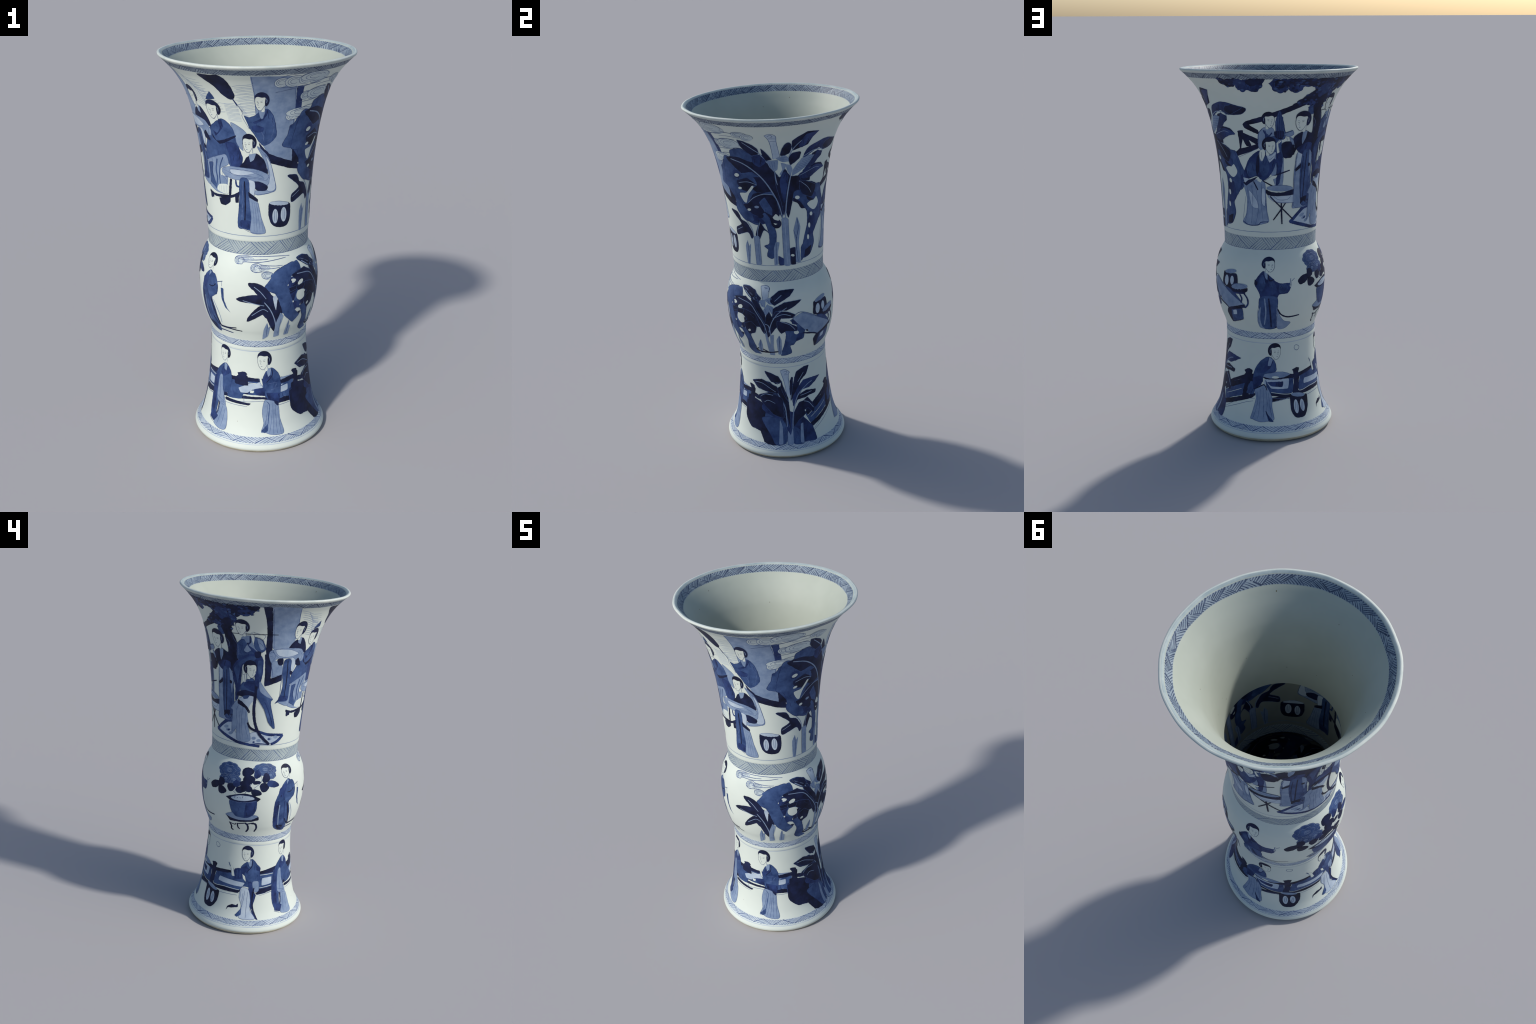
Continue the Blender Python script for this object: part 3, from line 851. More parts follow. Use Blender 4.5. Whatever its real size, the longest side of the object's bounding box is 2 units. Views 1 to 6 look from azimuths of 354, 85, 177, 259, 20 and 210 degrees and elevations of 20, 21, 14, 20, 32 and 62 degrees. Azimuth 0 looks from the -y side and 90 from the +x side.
fill("wash", [(-28.8, 1.707), (-22, 1.691), (-15.4, 1.657), (-19.5, 1.607), (-19.2, 1.574), (-24.5, 1.605), (-26.1, 1.657)])
fill("dark", [(-41.1, 1.707), (-40.1, 1.675), (-44, 1.646), (-48.3, 1.659), (-46.2, 1.631), (-40.7, 1.655), (-36.4, 1.684), (-37.3, 1.719)], soft=False)
fill("ink", [(-50.4, 1.64), (-45.5, 1.608), (-36, 1.622), (-25, 1.647), (-25.4, 1.637), (-36.5, 1.604), (-42.8, 1.595), (-49.9, 1.621)], soft=False)
fill("dark", [(-36.5, 1.605), (-25.8, 1.604), (-20.2, 1.534), (-23.3, 1.493), (-31.7, 1.492), (-33.5, 1.548)])
fill("wash", [(-61.8, 1.503), (-44.5, 1.537), (-37.2, 1.545), (-35.2, 1.5), (-44.6, 1.473), (-45.4, 1.439), (-37.2, 1.432), (-39, 1.371), (-38.5, 1.348), (-53.3, 1.351), (-64.3, 1.373), (-64.7, 1.413), (-57.2, 1.441), (-63.2, 1.475)])
fill("mid", [(-65.5, 1.472), (-55.4, 1.493), (-57.2, 1.441), (-52.8, 1.372), (-63.9, 1.4)])
stroke("mid", 0.0095, [(-48.6, 1.516), (-51.3, 1.461), (-50.7, 1.414), (-54, 1.364)])
stroke("mid", 0.0068, [(-40.7, 1.53), (-45.2, 1.486), (-47.4, 1.431), (-46.1, 1.365)])
stroke("line", 0.002, [(-54.6, 1.511), (-59.1, 1.453), (-57.5, 1.401)])
stroke("line", 0.002, [(-37, 1.486), (-42, 1.476), (-43.6, 1.441), (-39, 1.418), (-39.7, 1.377)])
fill("white", [(-48.4, 1.39), (-37.8, 1.395), (-38.1, 1.35), (-47.2, 1.352), (-52, 1.363)])
stroke("faint", 0.0017, [(-48.2, 1.383), (-49.1, 1.355)])
stroke("faint", 0.0017, [(-45.7, 1.385), (-46.6, 1.355)])
stroke("faint", 0.0017, [(-43.3, 1.387), (-44.2, 1.354)])
stroke("faint", 0.0017, [(-41.1, 1.389), (-42, 1.354)])
stroke("faint", 0.0017, [(-38.9, 1.391), (-39.8, 1.353)])
head(-44.7, 1.756, 5.9, 0.042, -1)
motif("neck", "painted_lady")
fill("wash", [(-6.2, 1.595), (2.3, 1.555), (7.1, 1.5), (12.6, 1.385), (7, 1.364), (-6.6, 1.355), (-9.3, 1.373), (1.5, 1.396), (4.7, 1.455), (1.2, 1.515)])
fill("pale", [(1.1, 1.555), (7.1, 1.5), (12.2, 1.392), (7.7, 1.371), (2.8, 1.382), (6, 1.441), (3.8, 1.508)])
fill("ink", [(-23.7, 1.486), (-19.1, 1.518), (-15.7, 1.543), (-7.5, 1.562), (-0.1, 1.529), (2.8, 1.488), (3.7, 1.459), (-6.4, 1.48)])
fill("wash", [(-43.3, 1.471), (-33.2, 1.49), (-16.7, 1.487), (-6.4, 1.48), (4, 1.455), (5.2, 1.415), (1.5, 1.399), (-6.5, 1.413), (-14.4, 1.428), (-28.2, 1.426), (-40.2, 1.442)])
fill("pale", [(-33.4, 1.475), (-19.4, 1.478), (-9, 1.463), (-19.6, 1.451), (-30.8, 1.45)])
stroke("line", 0.002, [(-42.1, 1.472), (-35.2, 1.461), (-27.9, 1.451), (-17, 1.449)])
stroke("line", 0.002, [(-19.7, 1.438), (-7.8, 1.437), (1.4, 1.426), (4.7, 1.442)])
stroke("line", 0.002, [(-11.6, 1.47), (-2.6, 1.45), (0.1, 1.433), (-7.8, 1.443), (-17, 1.446)])
stroke("line", 0.002, [(-34.8, 1.481), (-19.5, 1.475), (-6.4, 1.47)])
fill("ink", [(-8.5, 1.423), (-1.2, 1.416), (4.2, 1.395), (1.8, 1.376), (-6.6, 1.378), (-9.9, 1.4)])
fill("pale", [(-15.1, 1.426), (-8.9, 1.417), (-9.6, 1.353), (-14.1, 1.361)])
fill("mid", [(-23.7, 1.43), (-15.1, 1.426), (-14.6, 1.336), (-13.2, 1.186), (-20.7, 1.183), (-27.7, 1.193), (-25.3, 1.312)])
stroke("ink", 0.0082, [(-19.2, 1.422), (-18.9, 1.308), (-20.1, 1.212)])
stroke("line", 0.0034, [(-21.3, 1.421), (-22.1, 1.307), (-23.5, 1.204)])
fill("dark", [(-24.1, 1.224), (-13.2, 1.221), (-13.3, 1.186), (-20.7, 1.183), (-25.9, 1.192)])
fill("wash", [(-14.6, 1.346), (-6.7, 1.322), (-2.6, 1.241), (2, 1.172), (-1.2, 1.158), (-13.8, 1.166), (-13, 1.241)])
stroke("line", 0.0017, [(-11.5, 1.316), (-10.3, 1.242), (-10.1, 1.17)])
stroke("line", 0.0017, [(-9.6, 1.316), (-7.8, 1.242), (-6.9, 1.17)])
stroke("line", 0.0017, [(-7.6, 1.316), (-5.3, 1.242), (-3.8, 1.17)])
stroke("line", 0.0017, [(-5.7, 1.316), (-2.7, 1.241), (-0.6, 1.169)])
fill("ink", [(-15.4, 1.37), (-6.2, 1.336), (-6.3, 1.32), (-14.8, 1.342)], soft=False)
stroke("line", 0.002, [(-26.2, 1.192), (-21.4, 1.181), (-14.1, 1.166), (-1.2, 1.158)])
fill("wash", [(-14, 1.555), (-7.5, 1.561), (-9.5, 1.529), (-12.9, 1.519)], soft=False)
stroke("line", 0.002, [(-6.2, 1.595), (-0.2, 1.559), (3.7, 1.535), (7.1, 1.5), (10.1, 1.44), (12.6, 1.385), (7.7, 1.366), (-6.6, 1.357)])
head(-14.3, 1.603, 5.1, 0.042, -1)
motif("neck", "garden_stool")
fill("ink", [(6.2, 1.313), (16.7, 1.3), (28.8, 1.301), (30.4, 1.265), (30.1, 1.224), (27.3, 1.193), (21.4, 1.183), (13.5, 1.188), (8.4, 1.206), (5.5, 1.24), (5, 1.277)])
oval("pale", 16.8, 1.306, 10.96, 0.0109, -0.0033)
oval("pale", 12.5, 1.243, 3.14, 0.0369, -0.0008)
oval("pale", 22.2, 1.247, 3.43, 0.0371, -0.0013)
stroke("mid", 0.002, [(11.7, 1.27), (11.9, 1.218)])
stroke("mid", 0.002, [(13.4, 1.27), (13.7, 1.218)])
stroke("mid", 0.002, [(21.2, 1.273), (21.6, 1.221)])
stroke("mid", 0.002, [(23.2, 1.273), (23.6, 1.221)])
stroke("line", 0.002, [(7.2, 1.317), (16.6, 1.318), (27.9, 1.304)])
motif("neck", "banana_plant")
fill("ink", [(36.3, 1.745), (50, 1.76), (64.9, 1.737), (65.7, 1.767), (75.2, 1.776), (84.5, 1.695), (90.2, 1.621), (93, 1.533), (91.7, 1.418), (85.4, 1.507), (82, 1.566), (74, 1.563), (68.5, 1.558), (61.4, 1.585), (66.8, 1.609), (63.9, 1.651), (58.3, 1.649), (51.7, 1.667), (43.9, 1.701)])
fill("mid", [(51.7, 1.667), (63.3, 1.68), (70.4, 1.653), (62.5, 1.651), (56.9, 1.649)], soft=False)
stroke("wash", 0.0065, [(42.3, 1.743), (54.1, 1.726), (63.7, 1.694), (72.8, 1.646), (80.8, 1.58), (88.1, 1.499), (92.3, 1.41)])
fill("ink", [(55.8, 1.86), (61.6, 1.853), (67.8, 1.834), (71.8, 1.812), (72.2, 1.783), (65.9, 1.773), (60.7, 1.795), (57, 1.823)], soft=False)
stroke("wash", 0.0043, [(59.6, 1.847), (67.1, 1.812), (73.1, 1.783), (79, 1.732)])
fill("ink", [(74.8, 1.814), (79.7, 1.782), (83.3, 1.751), (78.1, 1.746), (75.4, 1.774)], soft=False)
fill("dark", [(66.3, 1.767), (72.9, 1.776), (78, 1.739), (71.6, 1.71), (65.9, 1.731)])
fill("pale", [(78.9, 1.891), (83.2, 1.898), (87.3, 1.884), (87.7, 1.854), (90.7, 1.764), (84.4, 1.752), (83.5, 1.811), (81.6, 1.864)], soft=False)
stroke("line", 0.0022, [(78.9, 1.891), (83.2, 1.899), (87.3, 1.884), (87.9, 1.846), (90.7, 1.764)])
stroke("line", 0.0022, [(78.9, 1.889), (81.8, 1.86), (83.5, 1.811), (84.8, 1.751)])
stroke("line", 0.0022, [(81.1, 1.885), (83.5, 1.891), (84.9, 1.882), (83, 1.878)])
stroke("line", 0.0022, [(81.7, 1.871), (87.2, 1.869)])
stroke("line", 0.0022, [(82.5, 1.856), (87.7, 1.854)])
fill("wash", [(78.6, 1.743), (88.9, 1.745), (88.3, 1.693), (85, 1.682), (81.1, 1.708)], soft=False)
fill("wash", [(87.3, 1.755), (95.2, 1.772), (99.4, 1.748), (98.9, 1.734), (93, 1.733)], soft=False)
fill("wash", [(91.5, 1.728), (96.8, 1.718), (93.1, 1.655), (90.1, 1.664), (92.9, 1.691)], soft=False)
fill("wash", [(95.7, 1.718), (100.8, 1.711), (102.9, 1.685), (101.1, 1.65), (97.8, 1.681)], soft=False)
fill("wash", [(102.9, 1.681), (107.7, 1.716), (115.1, 1.752), (127.9, 1.747), (122.9, 1.729), (117.8, 1.692), (109.6, 1.665), (102.4, 1.649)], soft=False)
stroke("line", 0.0018, [(80.8, 1.732), (82.2, 1.706)])
stroke("line", 0.0018, [(83.2, 1.738), (84.5, 1.691)])
stroke("line", 0.0018, [(85.5, 1.739), (86.3, 1.694)])
stroke("line", 0.0018, [(90.7, 1.753), (97.6, 1.746)])
stroke("line", 0.0018, [(91.8, 1.76), (98.2, 1.754)])
stroke("line", 0.0018, [(106, 1.696), (109.6, 1.672)])
stroke("line", 0.0018, [(109, 1.715), (114.3, 1.685)])
stroke("line", 0.0018, [(112.7, 1.733), (118.2, 1.706)])
stroke("line", 0.0018, [(117.4, 1.742), (120.7, 1.724)])
fill("ink", [(101.9, 1.793), (100.5, 1.845), (103.7, 1.865), (112.1, 1.893), (121.2, 1.885), (118.8, 1.855), (115.7, 1.815), (107.5, 1.802)], soft=False)
stroke("wash", 0.0043, [(98.7, 1.759), (102.8, 1.807), (109.1, 1.848)])
fill("ink", [(98.8, 1.839), (100.7, 1.816), (98.8, 1.779), (91.3, 1.771), (92.9, 1.814), (95.9, 1.838)])
fill("dark", [(113.2, 1.747), (115.8, 1.772), (124.3, 1.805), (137.7, 1.825), (156.9, 1.797), (152.3, 1.765), (136.3, 1.759), (128.5, 1.785), (120.2, 1.767)], soft=False)
fill("ink", [(156.9, 1.797), (138.5, 1.817), (133.1, 1.793), (137.2, 1.761), (152.3, 1.765)])
stroke("wash", 0.0036, [(112.5, 1.747), (121.1, 1.78), (133.9, 1.806)])
fill("ink", [(109.5, 1.779), (108.6, 1.744), (102.6, 1.717), (100.2, 1.715), (98.8, 1.752), (102.1, 1.778)])
fill("ink", [(122.8, 1.757), (128, 1.763), (135.7, 1.753), (134.9, 1.731), (125.5, 1.697), (116.9, 1.657), (113.8, 1.668), (120.5, 1.703)], soft=False)
fill("ink", [(108.5, 1.644), (116.7, 1.672), (125.5, 1.697), (137.1, 1.688), (142.5, 1.659), (130.3, 1.654), (123.7, 1.635), (123, 1.606), (111.7, 1.611)], soft=False)
stroke("wash", 0.0036, [(111.2, 1.653), (121.1, 1.678), (135.5, 1.673)])
fill("ink", [(85.8, 1.673), (90.6, 1.649), (95.4, 1.691), (100.7, 1.651), (109.9, 1.643), (113.9, 1.61), (124.7, 1.597), (133.3, 1.573), (128.2, 1.526), (118.7, 1.534), (110.6, 1.563), (105.1, 1.554), (103.5, 1.508), (98.9, 1.417), (95.5, 1.459), (93.5, 1.431), (91.1, 1.505), (86.5, 1.6)])
fill("dark", [(94.1, 1.676), (99.1, 1.652), (97.2, 1.574), (95, 1.503), (92.4, 1.533), (90.2, 1.621)])
stroke("wash", 0.0065, [(101.1, 1.65), (98.6, 1.573), (96.6, 1.495), (95.2, 1.409)])
stroke("wash", 0.0051, [(85.6, 1.68), (86.5, 1.637), (87.8, 1.606)])
fill("dark", [(110.5, 1.614), (121.1, 1.601), (127.6, 1.555), (134.8, 1.517), (130.6, 1.494), (122.4, 1.519), (117.6, 1.564)])
stroke("wash", 0.0043, [(110.2, 1.613), (117.8, 1.605), (127.3, 1.556)])
stroke("wash", 0.0036, [(118, 1.592), (119.8, 1.554)])
fill("ink", [(44.1, 1.622), (56.8, 1.645), (63.8, 1.622), (67.1, 1.607), (61, 1.598), (55.7, 1.564), (48, 1.574), (43.9, 1.6)], soft=False)
stroke("wash", 0.0036, [(46.2, 1.611), (57.4, 1.621), (66.8, 1.607)])
fill("ink", [(53.9, 1.498), (61.4, 1.556), (68.6, 1.566), (74.6, 1.555), (81.8, 1.553), (86.2, 1.517), (89.3, 1.444), (85.9, 1.412), (79.8, 1.377), (77.5, 1.421), (72.2, 1.45), (66.7, 1.426), (58.5, 1.439), (50.9, 1.463), (47.4, 1.49)], soft=False)
stroke("wash", 0.0043, [(54.5, 1.502), (62.3, 1.535), (72.5, 1.555), (83.1, 1.551)])
fill("mid", [(67.4, 1.507), (73.6, 1.537), (80.9, 1.472), (80.5, 1.435), (72.3, 1.457)], soft=False)
oval("ink", 85.0, 1.387, 5.44, 0.0276, -0.0007)
fill("white", [(81.1, 1.424), (84.8, 1.442), (89.1, 1.419), (87.3, 1.403), (82.4, 1.412)], soft=False)
fill("white", [(81.7, 1.391), (85.9, 1.385), (83.4, 1.38)], soft=False)
fill("white", [(45.3, 1.55), (54, 1.56), (61.1, 1.6), (63, 1.593), (56.9, 1.554), (54.6, 1.531), (52, 1.5), (48.2, 1.512)])
oval("white", 46.5, 1.580, 2.47, 0.0067, 0.0010)
oval("white", 54.6, 1.462, 2.33, 0.0074, 0.0007)
oval("wash", 64.0, 1.481, 2.69, 0.0073, 0.0004)
oval("ink", 67.8, 1.431, 3.27, 0.0132, 0.0004)
fill("ink", [(25.1, 1.438), (36.5, 1.436), (41.7, 1.397), (49.4, 1.382), (56.7, 1.32), (53.9, 1.295), (49, 1.328), (32.1, 1.302), (31.2, 1.341), (40.5, 1.374)])
fill("ink", [(65.7, 1.398), (70.8, 1.362), (76, 1.332), (69.9, 1.349), (63.5, 1.291), (60, 1.322), (63.3, 1.368)])
stroke("wash", 0.0043, [(48.9, 1.396), (54.9, 1.356), (57.2, 1.306), (59, 1.211)])
stroke("wash", 0.0043, [(66.1, 1.394), (62.6, 1.345), (61.9, 1.294)])
stroke("wash", 0.0029, [(31.9, 1.328), (41.9, 1.353)])
fill("wash", [(57.3, 1.307), (63.8, 1.311), (64.4, 1.152), (57.9, 1.149)], soft=False)
stroke("line", 0.0022, [(57.2, 1.306), (57.5, 1.15)])
stroke("line", 0.0022, [(64.1, 1.309), (64.4, 1.153)])
stroke("line", 0.0018, [(61.9, 1.294), (62, 1.16)])
fill("wash", [(90.9, 1.411), (98.1, 1.407), (99.6, 1.144), (91.7, 1.149)], soft=False)
stroke("line", 0.0022, [(90.9, 1.411), (92, 1.149)])
stroke("line", 0.0022, [(98.4, 1.407), (99.6, 1.148)])
stroke("faint", 0.0029, [(94.4, 1.402), (95.7, 1.151)])
fill("wash", [(43.8, 1.244), (47.3, 1.281), (49.2, 1.249), (51.9, 1.262), (48.5, 1.143), (44.6, 1.147)], soft=False)
stroke("mid", 0.0036, [(47.4, 1.27), (48, 1.203), (47.2, 1.146)])
fill("wash", [(104.3, 1.337), (108.8, 1.413), (113.1, 1.351), (110.9, 1.272), (113.1, 1.151), (106.2, 1.154), (106.7, 1.254)], soft=False)
stroke("mid", 0.0043, [(108.8, 1.406), (110.3, 1.346), (107.6, 1.276), (109.6, 1.155)])
stroke("mid", 0.0029, [(104.6, 1.34), (107.7, 1.29)])
fill("wash", [(80.5, 1.245), (83.1, 1.281), (87.3, 1.277), (84.7, 1.215), (85.1, 1.153), (80.2, 1.15)], soft=False)
stroke("mid", 0.0029, [(83.4, 1.274), (82.5, 1.155)])
fill("dark", [(85.3, 1.2), (91.6, 1.183), (91.2, 1.145), (86, 1.147)], soft=False)
fill("ink", [(99.7, 1.237), (105.8, 1.24), (106.5, 1.202), (106.2, 1.142), (100.4, 1.146)], soft=False)
oval("white", 102.7, 1.196, 2.26, 0.0074, -0.0009)
stroke("wash", 0.0159, [(157.4, 1.305), (153.6, 1.215), (149.3, 1.188)])
stroke("line", 0.0022, [(149.5, 1.333), (145.4, 1.205), (151.5, 1.181)])
fill("dark", [(117, 1.797), (130.5, 1.823), (138.3, 1.824), (144.2, 1.809), (149.2, 1.807), (146, 1.793), (137.3, 1.787), (126.1, 1.774), (113.3, 1.742)])
fill("ink", [(136.9, 1.804), (144.3, 1.811), (154.7, 1.801), (148.1, 1.78), (140.3, 1.76), (133.8, 1.782)], soft=False)
fill("wash", [(111.5, 1.741), (125.5, 1.746), (117.1, 1.69), (102.4, 1.655)], soft=False)
stroke("line", 0.0018, [(112.2, 1.728), (124.1, 1.736)])
stroke("line", 0.0018, [(110.9, 1.718), (123, 1.726)])
stroke("line", 0.0018, [(109.4, 1.708), (121.7, 1.716)])
stroke("line", 0.0018, [(107.8, 1.697), (120.4, 1.706)])
stroke("line", 0.0018, [(106.3, 1.687), (119, 1.696)])
stroke("line", 0.0018, [(104.6, 1.677), (117.6, 1.686)])
fill("dark", [(128.5, 1.768), (135.2, 1.744), (126.8, 1.694), (114, 1.661), (117.1, 1.69), (125.5, 1.74)], soft=False)
stroke("wash", 0.0043, [(112.4, 1.748), (123, 1.772), (133, 1.77), (136, 1.751)])
fill("dark", [(110.7, 1.656), (128.1, 1.687), (136.8, 1.678), (142.9, 1.66), (133.9, 1.649), (122.6, 1.624), (113.3, 1.627)])
stroke("wash", 0.0028, [(110.7, 1.646), (127.2, 1.671), (134.6, 1.667)])
fill("ink", [(112.7, 1.615), (126.9, 1.587), (133.1, 1.563), (128.3, 1.509), (116.1, 1.534), (110.9, 1.578)])
stroke("wash", 0.0028, [(112.1, 1.61), (121.3, 1.57), (126.7, 1.532)])
fill("dark", [(111.9, 1.88), (123, 1.885), (110.8, 1.804), (106.4, 1.812), (109.1, 1.853)], soft=False)
motif("neck", "painted_lady")
fill("wash", [(-187.9, 1.697), (-179.6, 1.698), (-175.7, 1.664), (-170.6, 1.636), (-167.5, 1.544), (-167.8, 1.401), (-175, 1.389), (-179.5, 1.445), (-189.9, 1.571), (-193, 1.599), (-193, 1.662)])
fill("mid", [(-186.2, 1.685), (-182, 1.652), (-175.9, 1.652), (-170.7, 1.618), (-168.2, 1.544), (-174.1, 1.505), (-175.3, 1.532), (-175.6, 1.572), (-184.7, 1.586)])
fill("dark", [(-175.6, 1.559), (-170.4, 1.571), (-168.1, 1.524), (-171.1, 1.41), (-175.3, 1.39), (-174.7, 1.478)], soft=False)
stroke("line", 0.0028, [(171.5, 1.692), (167.6, 1.665), (166.6, 1.599)])
stroke("dark", 0.0071, [(172, 1.685), (176.2, 1.652), (180.4, 1.672)])
fill("wash", [(173.3, 1.698), (180.4, 1.697), (178.6, 1.672), (175.6, 1.665)], soft=False)
fill("mid", [(-176, 1.736), (-172.9, 1.783), (-168.4, 1.713), (-166.8, 1.644), (-174.3, 1.637), (-176.2, 1.691)])
fill("ink", [(-177.4, 1.677), (-168.6, 1.679), (-169.3, 1.641), (-175.9, 1.645)])
stroke("dark", 0.0036, [(-174.5, 1.748), (-174, 1.645)])
stroke("dark", 0.0036, [(-173.2, 1.774), (-172.4, 1.645)])
stroke("dark", 0.0036, [(-171.7, 1.777), (-170.6, 1.644)])
stroke("dark", 0.0036, [(-169.9, 1.752), (-169, 1.644)])
fill("white", [(-175.1, 1.618), (-172.1, 1.635), (-170.7, 1.625), (-173.2, 1.612), (-171.7, 1.571), (-174.3, 1.565)], soft=False)
stroke("line", 0.0021, [(-175.1, 1.618), (-171.8, 1.633), (-173.2, 1.612), (-171.9, 1.568)])
head(177.9, 1.731, 4.8, 0.038, 1)
motif("neck", "painted_lady")
fill("ink", [(-157.1, 1.645), (-148.4, 1.672), (-141.2, 1.669), (-131, 1.637), (-131, 1.596), (-136.4, 1.572), (-141.5, 1.556), (-152.3, 1.585), (-155.7, 1.564), (-155.8, 1.615)])
fill("dark", [(-153.7, 1.647), (-146.5, 1.658), (-143.2, 1.603), (-147.6, 1.585), (-152.8, 1.607)])
fill("wash", [(-149.2, 1.672), (-144, 1.67), (-144.3, 1.637), (-147.3, 1.632)], soft=False)
fill("wash", [(-162.2, 1.649), (-155.7, 1.62), (-157.2, 1.567), (-160.3, 1.582), (-160.1, 1.616)])
stroke("line", 0.0021, [(-162.6, 1.65), (-156.2, 1.618), (-157.6, 1.565)])
fill("ink", [(-169.6, 1.614), (-159.9, 1.621), (-158, 1.548), (-163, 1.538), (-168.2, 1.547)])
fill("wash", [(-167.3, 1.667), (-159.7, 1.681), (-158.1, 1.66), (-163.2, 1.65), (-166.5, 1.656)])
stroke("dark", 0.0043, [(-167.3, 1.669), (-159.5, 1.681)])
stroke("line", 0.0021, [(-165.2, 1.65), (-164.3, 1.63)])
fill("pale", [(-151.9, 1.56), (-145.4, 1.557), (-145.8, 1.503), (-152.9, 1.479), (-153.6, 1.527)])
fill("mid", [(-145.5, 1.561), (-136.1, 1.563), (-131, 1.462), (-131.2, 1.28), (-145.5, 1.289), (-145.9, 1.402)])
fill("wash", [(-153, 1.486), (-145.8, 1.503), (-145.9, 1.402), (-145.5, 1.289), (-136.2, 1.272), (-151.6, 1.268), (-155.9, 1.276), (-153.9, 1.337), (-154.6, 1.446)])
stroke("ink", 0.0071, [(-143.1, 1.55), (-140.9, 1.433), (-140.3, 1.296)])
stroke("ink", 0.0043, [(-138.9, 1.548), (-135.5, 1.431), (-134.8, 1.3)])
fill("ink", [(-147.2, 1.32), (-132.2, 1.308), (-135.2, 1.283), (-140.7, 1.296), (-144.6, 1.288)], soft=False)
fill("ink", [(-154, 1.476), (-144.9, 1.5), (-145.6, 1.473), (-152.7, 1.46)], soft=False)
fill("ink", [(-135.5, 1.505), (-130.8, 1.496), (-131.4, 1.476), (-135, 1.488)], soft=False)
stroke("line", 0.0021, [(-153.5, 1.52), (-153.6, 1.405), (-155.1, 1.276)])
stroke("line", 0.0021, [(-135.1, 1.553), (-128.9, 1.488), (-126.8, 1.391)])
stroke("line", 0.0021, [(-150.2, 1.458), (-150.5, 1.336), (-148.2, 1.28)])
head(-151.2, 1.719, 5.9, 0.044, -1)
motif("neck", "painted_lady")
fill("dark", [(148.4, 1.454), (151.1, 1.488), (156.4, 1.537), (166.2, 1.577), (173, 1.571), (180.7, 1.545), (184.8, 1.525), (182.1, 1.478), (176.3, 1.437), (169.5, 1.418), (164, 1.443), (151.9, 1.426)])
fill("mid", [(167.3, 1.552), (175.2, 1.546), (177.8, 1.478), (172.1, 1.438), (166.8, 1.478)])
fill("mid", [(152.3, 1.482), (158.8, 1.524), (165.5, 1.498), (165.2, 1.451), (154.8, 1.439)])
fill("ink", [(164.6, 1.545), (167.4, 1.559), (166.8, 1.478), (164, 1.443), (162.8, 1.477)], soft=False)
fill("white", [(167.5, 1.572), (172.1, 1.586), (173.3, 1.559), (170.1, 1.524), (167.5, 1.537)])
stroke("line", 0.0021, [(167.5, 1.572), (167.9, 1.535), (170.5, 1.525)])
stroke("line", 0.0021, [(169.4, 1.572), (170.1, 1.532)])
fill("pale", [(174, 1.558), (179.2, 1.552), (184.6, 1.571), (182.5, 1.537), (177.8, 1.517)], soft=False)
stroke("line", 0.0021, [(174.6, 1.552), (177.8, 1.532), (183.1, 1.552)])
fill("wash", [(148.1, 1.413), (165, 1.425), (172.3, 1.411), (173.5, 1.343), (174.8, 1.255), (176.7, 1.205), (171.3, 1.191), (157.3, 1.178), (147.2, 1.185), (144.5, 1.199), (149.5, 1.242), (151.2, 1.325)])
fill("pale", [(154, 1.367), (162.9, 1.315), (164.1, 1.274), (156.5, 1.286)])
fill("pale", [(169.1, 1.377), (172.6, 1.37), (172.4, 1.289), (168.7, 1.302)])
stroke("line", 0.0021, [(151.2, 1.4), (152.9, 1.326), (150.4, 1.243), (147.3, 1.193)])
stroke("line", 0.0021, [(157.4, 1.395), (158.2, 1.307), (155.7, 1.189)])
stroke("line", 0.0021, [(161.6, 1.396), (164.3, 1.308), (164, 1.247), (160.5, 1.184)])
stroke("line", 0.0021, [(169.2, 1.404), (168, 1.309), (169.9, 1.206)])
stroke("line", 0.0021, [(172.6, 1.37), (173.8, 1.275), (175.1, 1.213)])
stroke("dark", 0.005, [(144.6, 1.199), (152.4, 1.181), (163.7, 1.183), (167.6, 1.198), (175.8, 1.201)])
fill("ink", [(147.2, 1.406), (154.6, 1.422), (165.1, 1.443), (159.1, 1.416), (151.1, 1.392)], soft=False)
fill("white", [(165.1, 1.434), (169.3, 1.424), (167.8, 1.411), (164.3, 1.42)], soft=False)
stroke("ink", 0.0071, [(159.8, 1.416), (164.7, 1.37)])
fill("pale", [(147.6, 1.433), (154.7, 1.428), (149.7, 1.407)], soft=False)
stroke("ink", 0.0064, [(170, 1.421), (179, 1.397), (187.6, 1.379)])
stroke("ink", 0.0071, [(-180.9, 1.439), (-172.6, 1.454), (-159.8, 1.473)])
fill("white", [(-187.2, 1.418), (-179.5, 1.445), (-174, 1.448), (-175.4, 1.434), (-182.3, 1.421)], soft=False)
stroke("line", 0.0021, [(172.8, 1.421), (179.1, 1.441), (186, 1.448)])
head(178.6, 1.598, 5.6, 0.041, 1)
motif("neck", "drum")
fill("pale", [(-183.2, 1.347), (-155.6, 1.348), (-151.1, 1.305), (-169.3, 1.3), (-179.6, 1.316)])
stroke("line", 0.0021, [(-183.9, 1.343), (-176.7, 1.312), (-166.3, 1.302), (-151.1, 1.304), (-155.3, 1.346)])
stroke("line", 0.0021, [(-178.1, 1.34), (-172.3, 1.319), (-161.8, 1.319), (-157.2, 1.342)])
fill("ink", [(-186, 1.372), (-179.6, 1.36), (-168, 1.357), (-154.6, 1.371), (-154.4, 1.343), (-167.9, 1.338), (-179.6, 1.34), (-185.6, 1.349)])
oval("wash", -170.7, 1.379, 15.15, 0.0163, -0.0014)
stroke("line", 0.0021, [(-185.7, 1.374), (-179.6, 1.391), (-169.6, 1.395), (-159, 1.387), (-154.8, 1.373)])
stroke("ink", 0.0071, [(-181.7, 1.338), (-175.2, 1.305), (-167.7, 1.27), (-154.7, 1.21)])
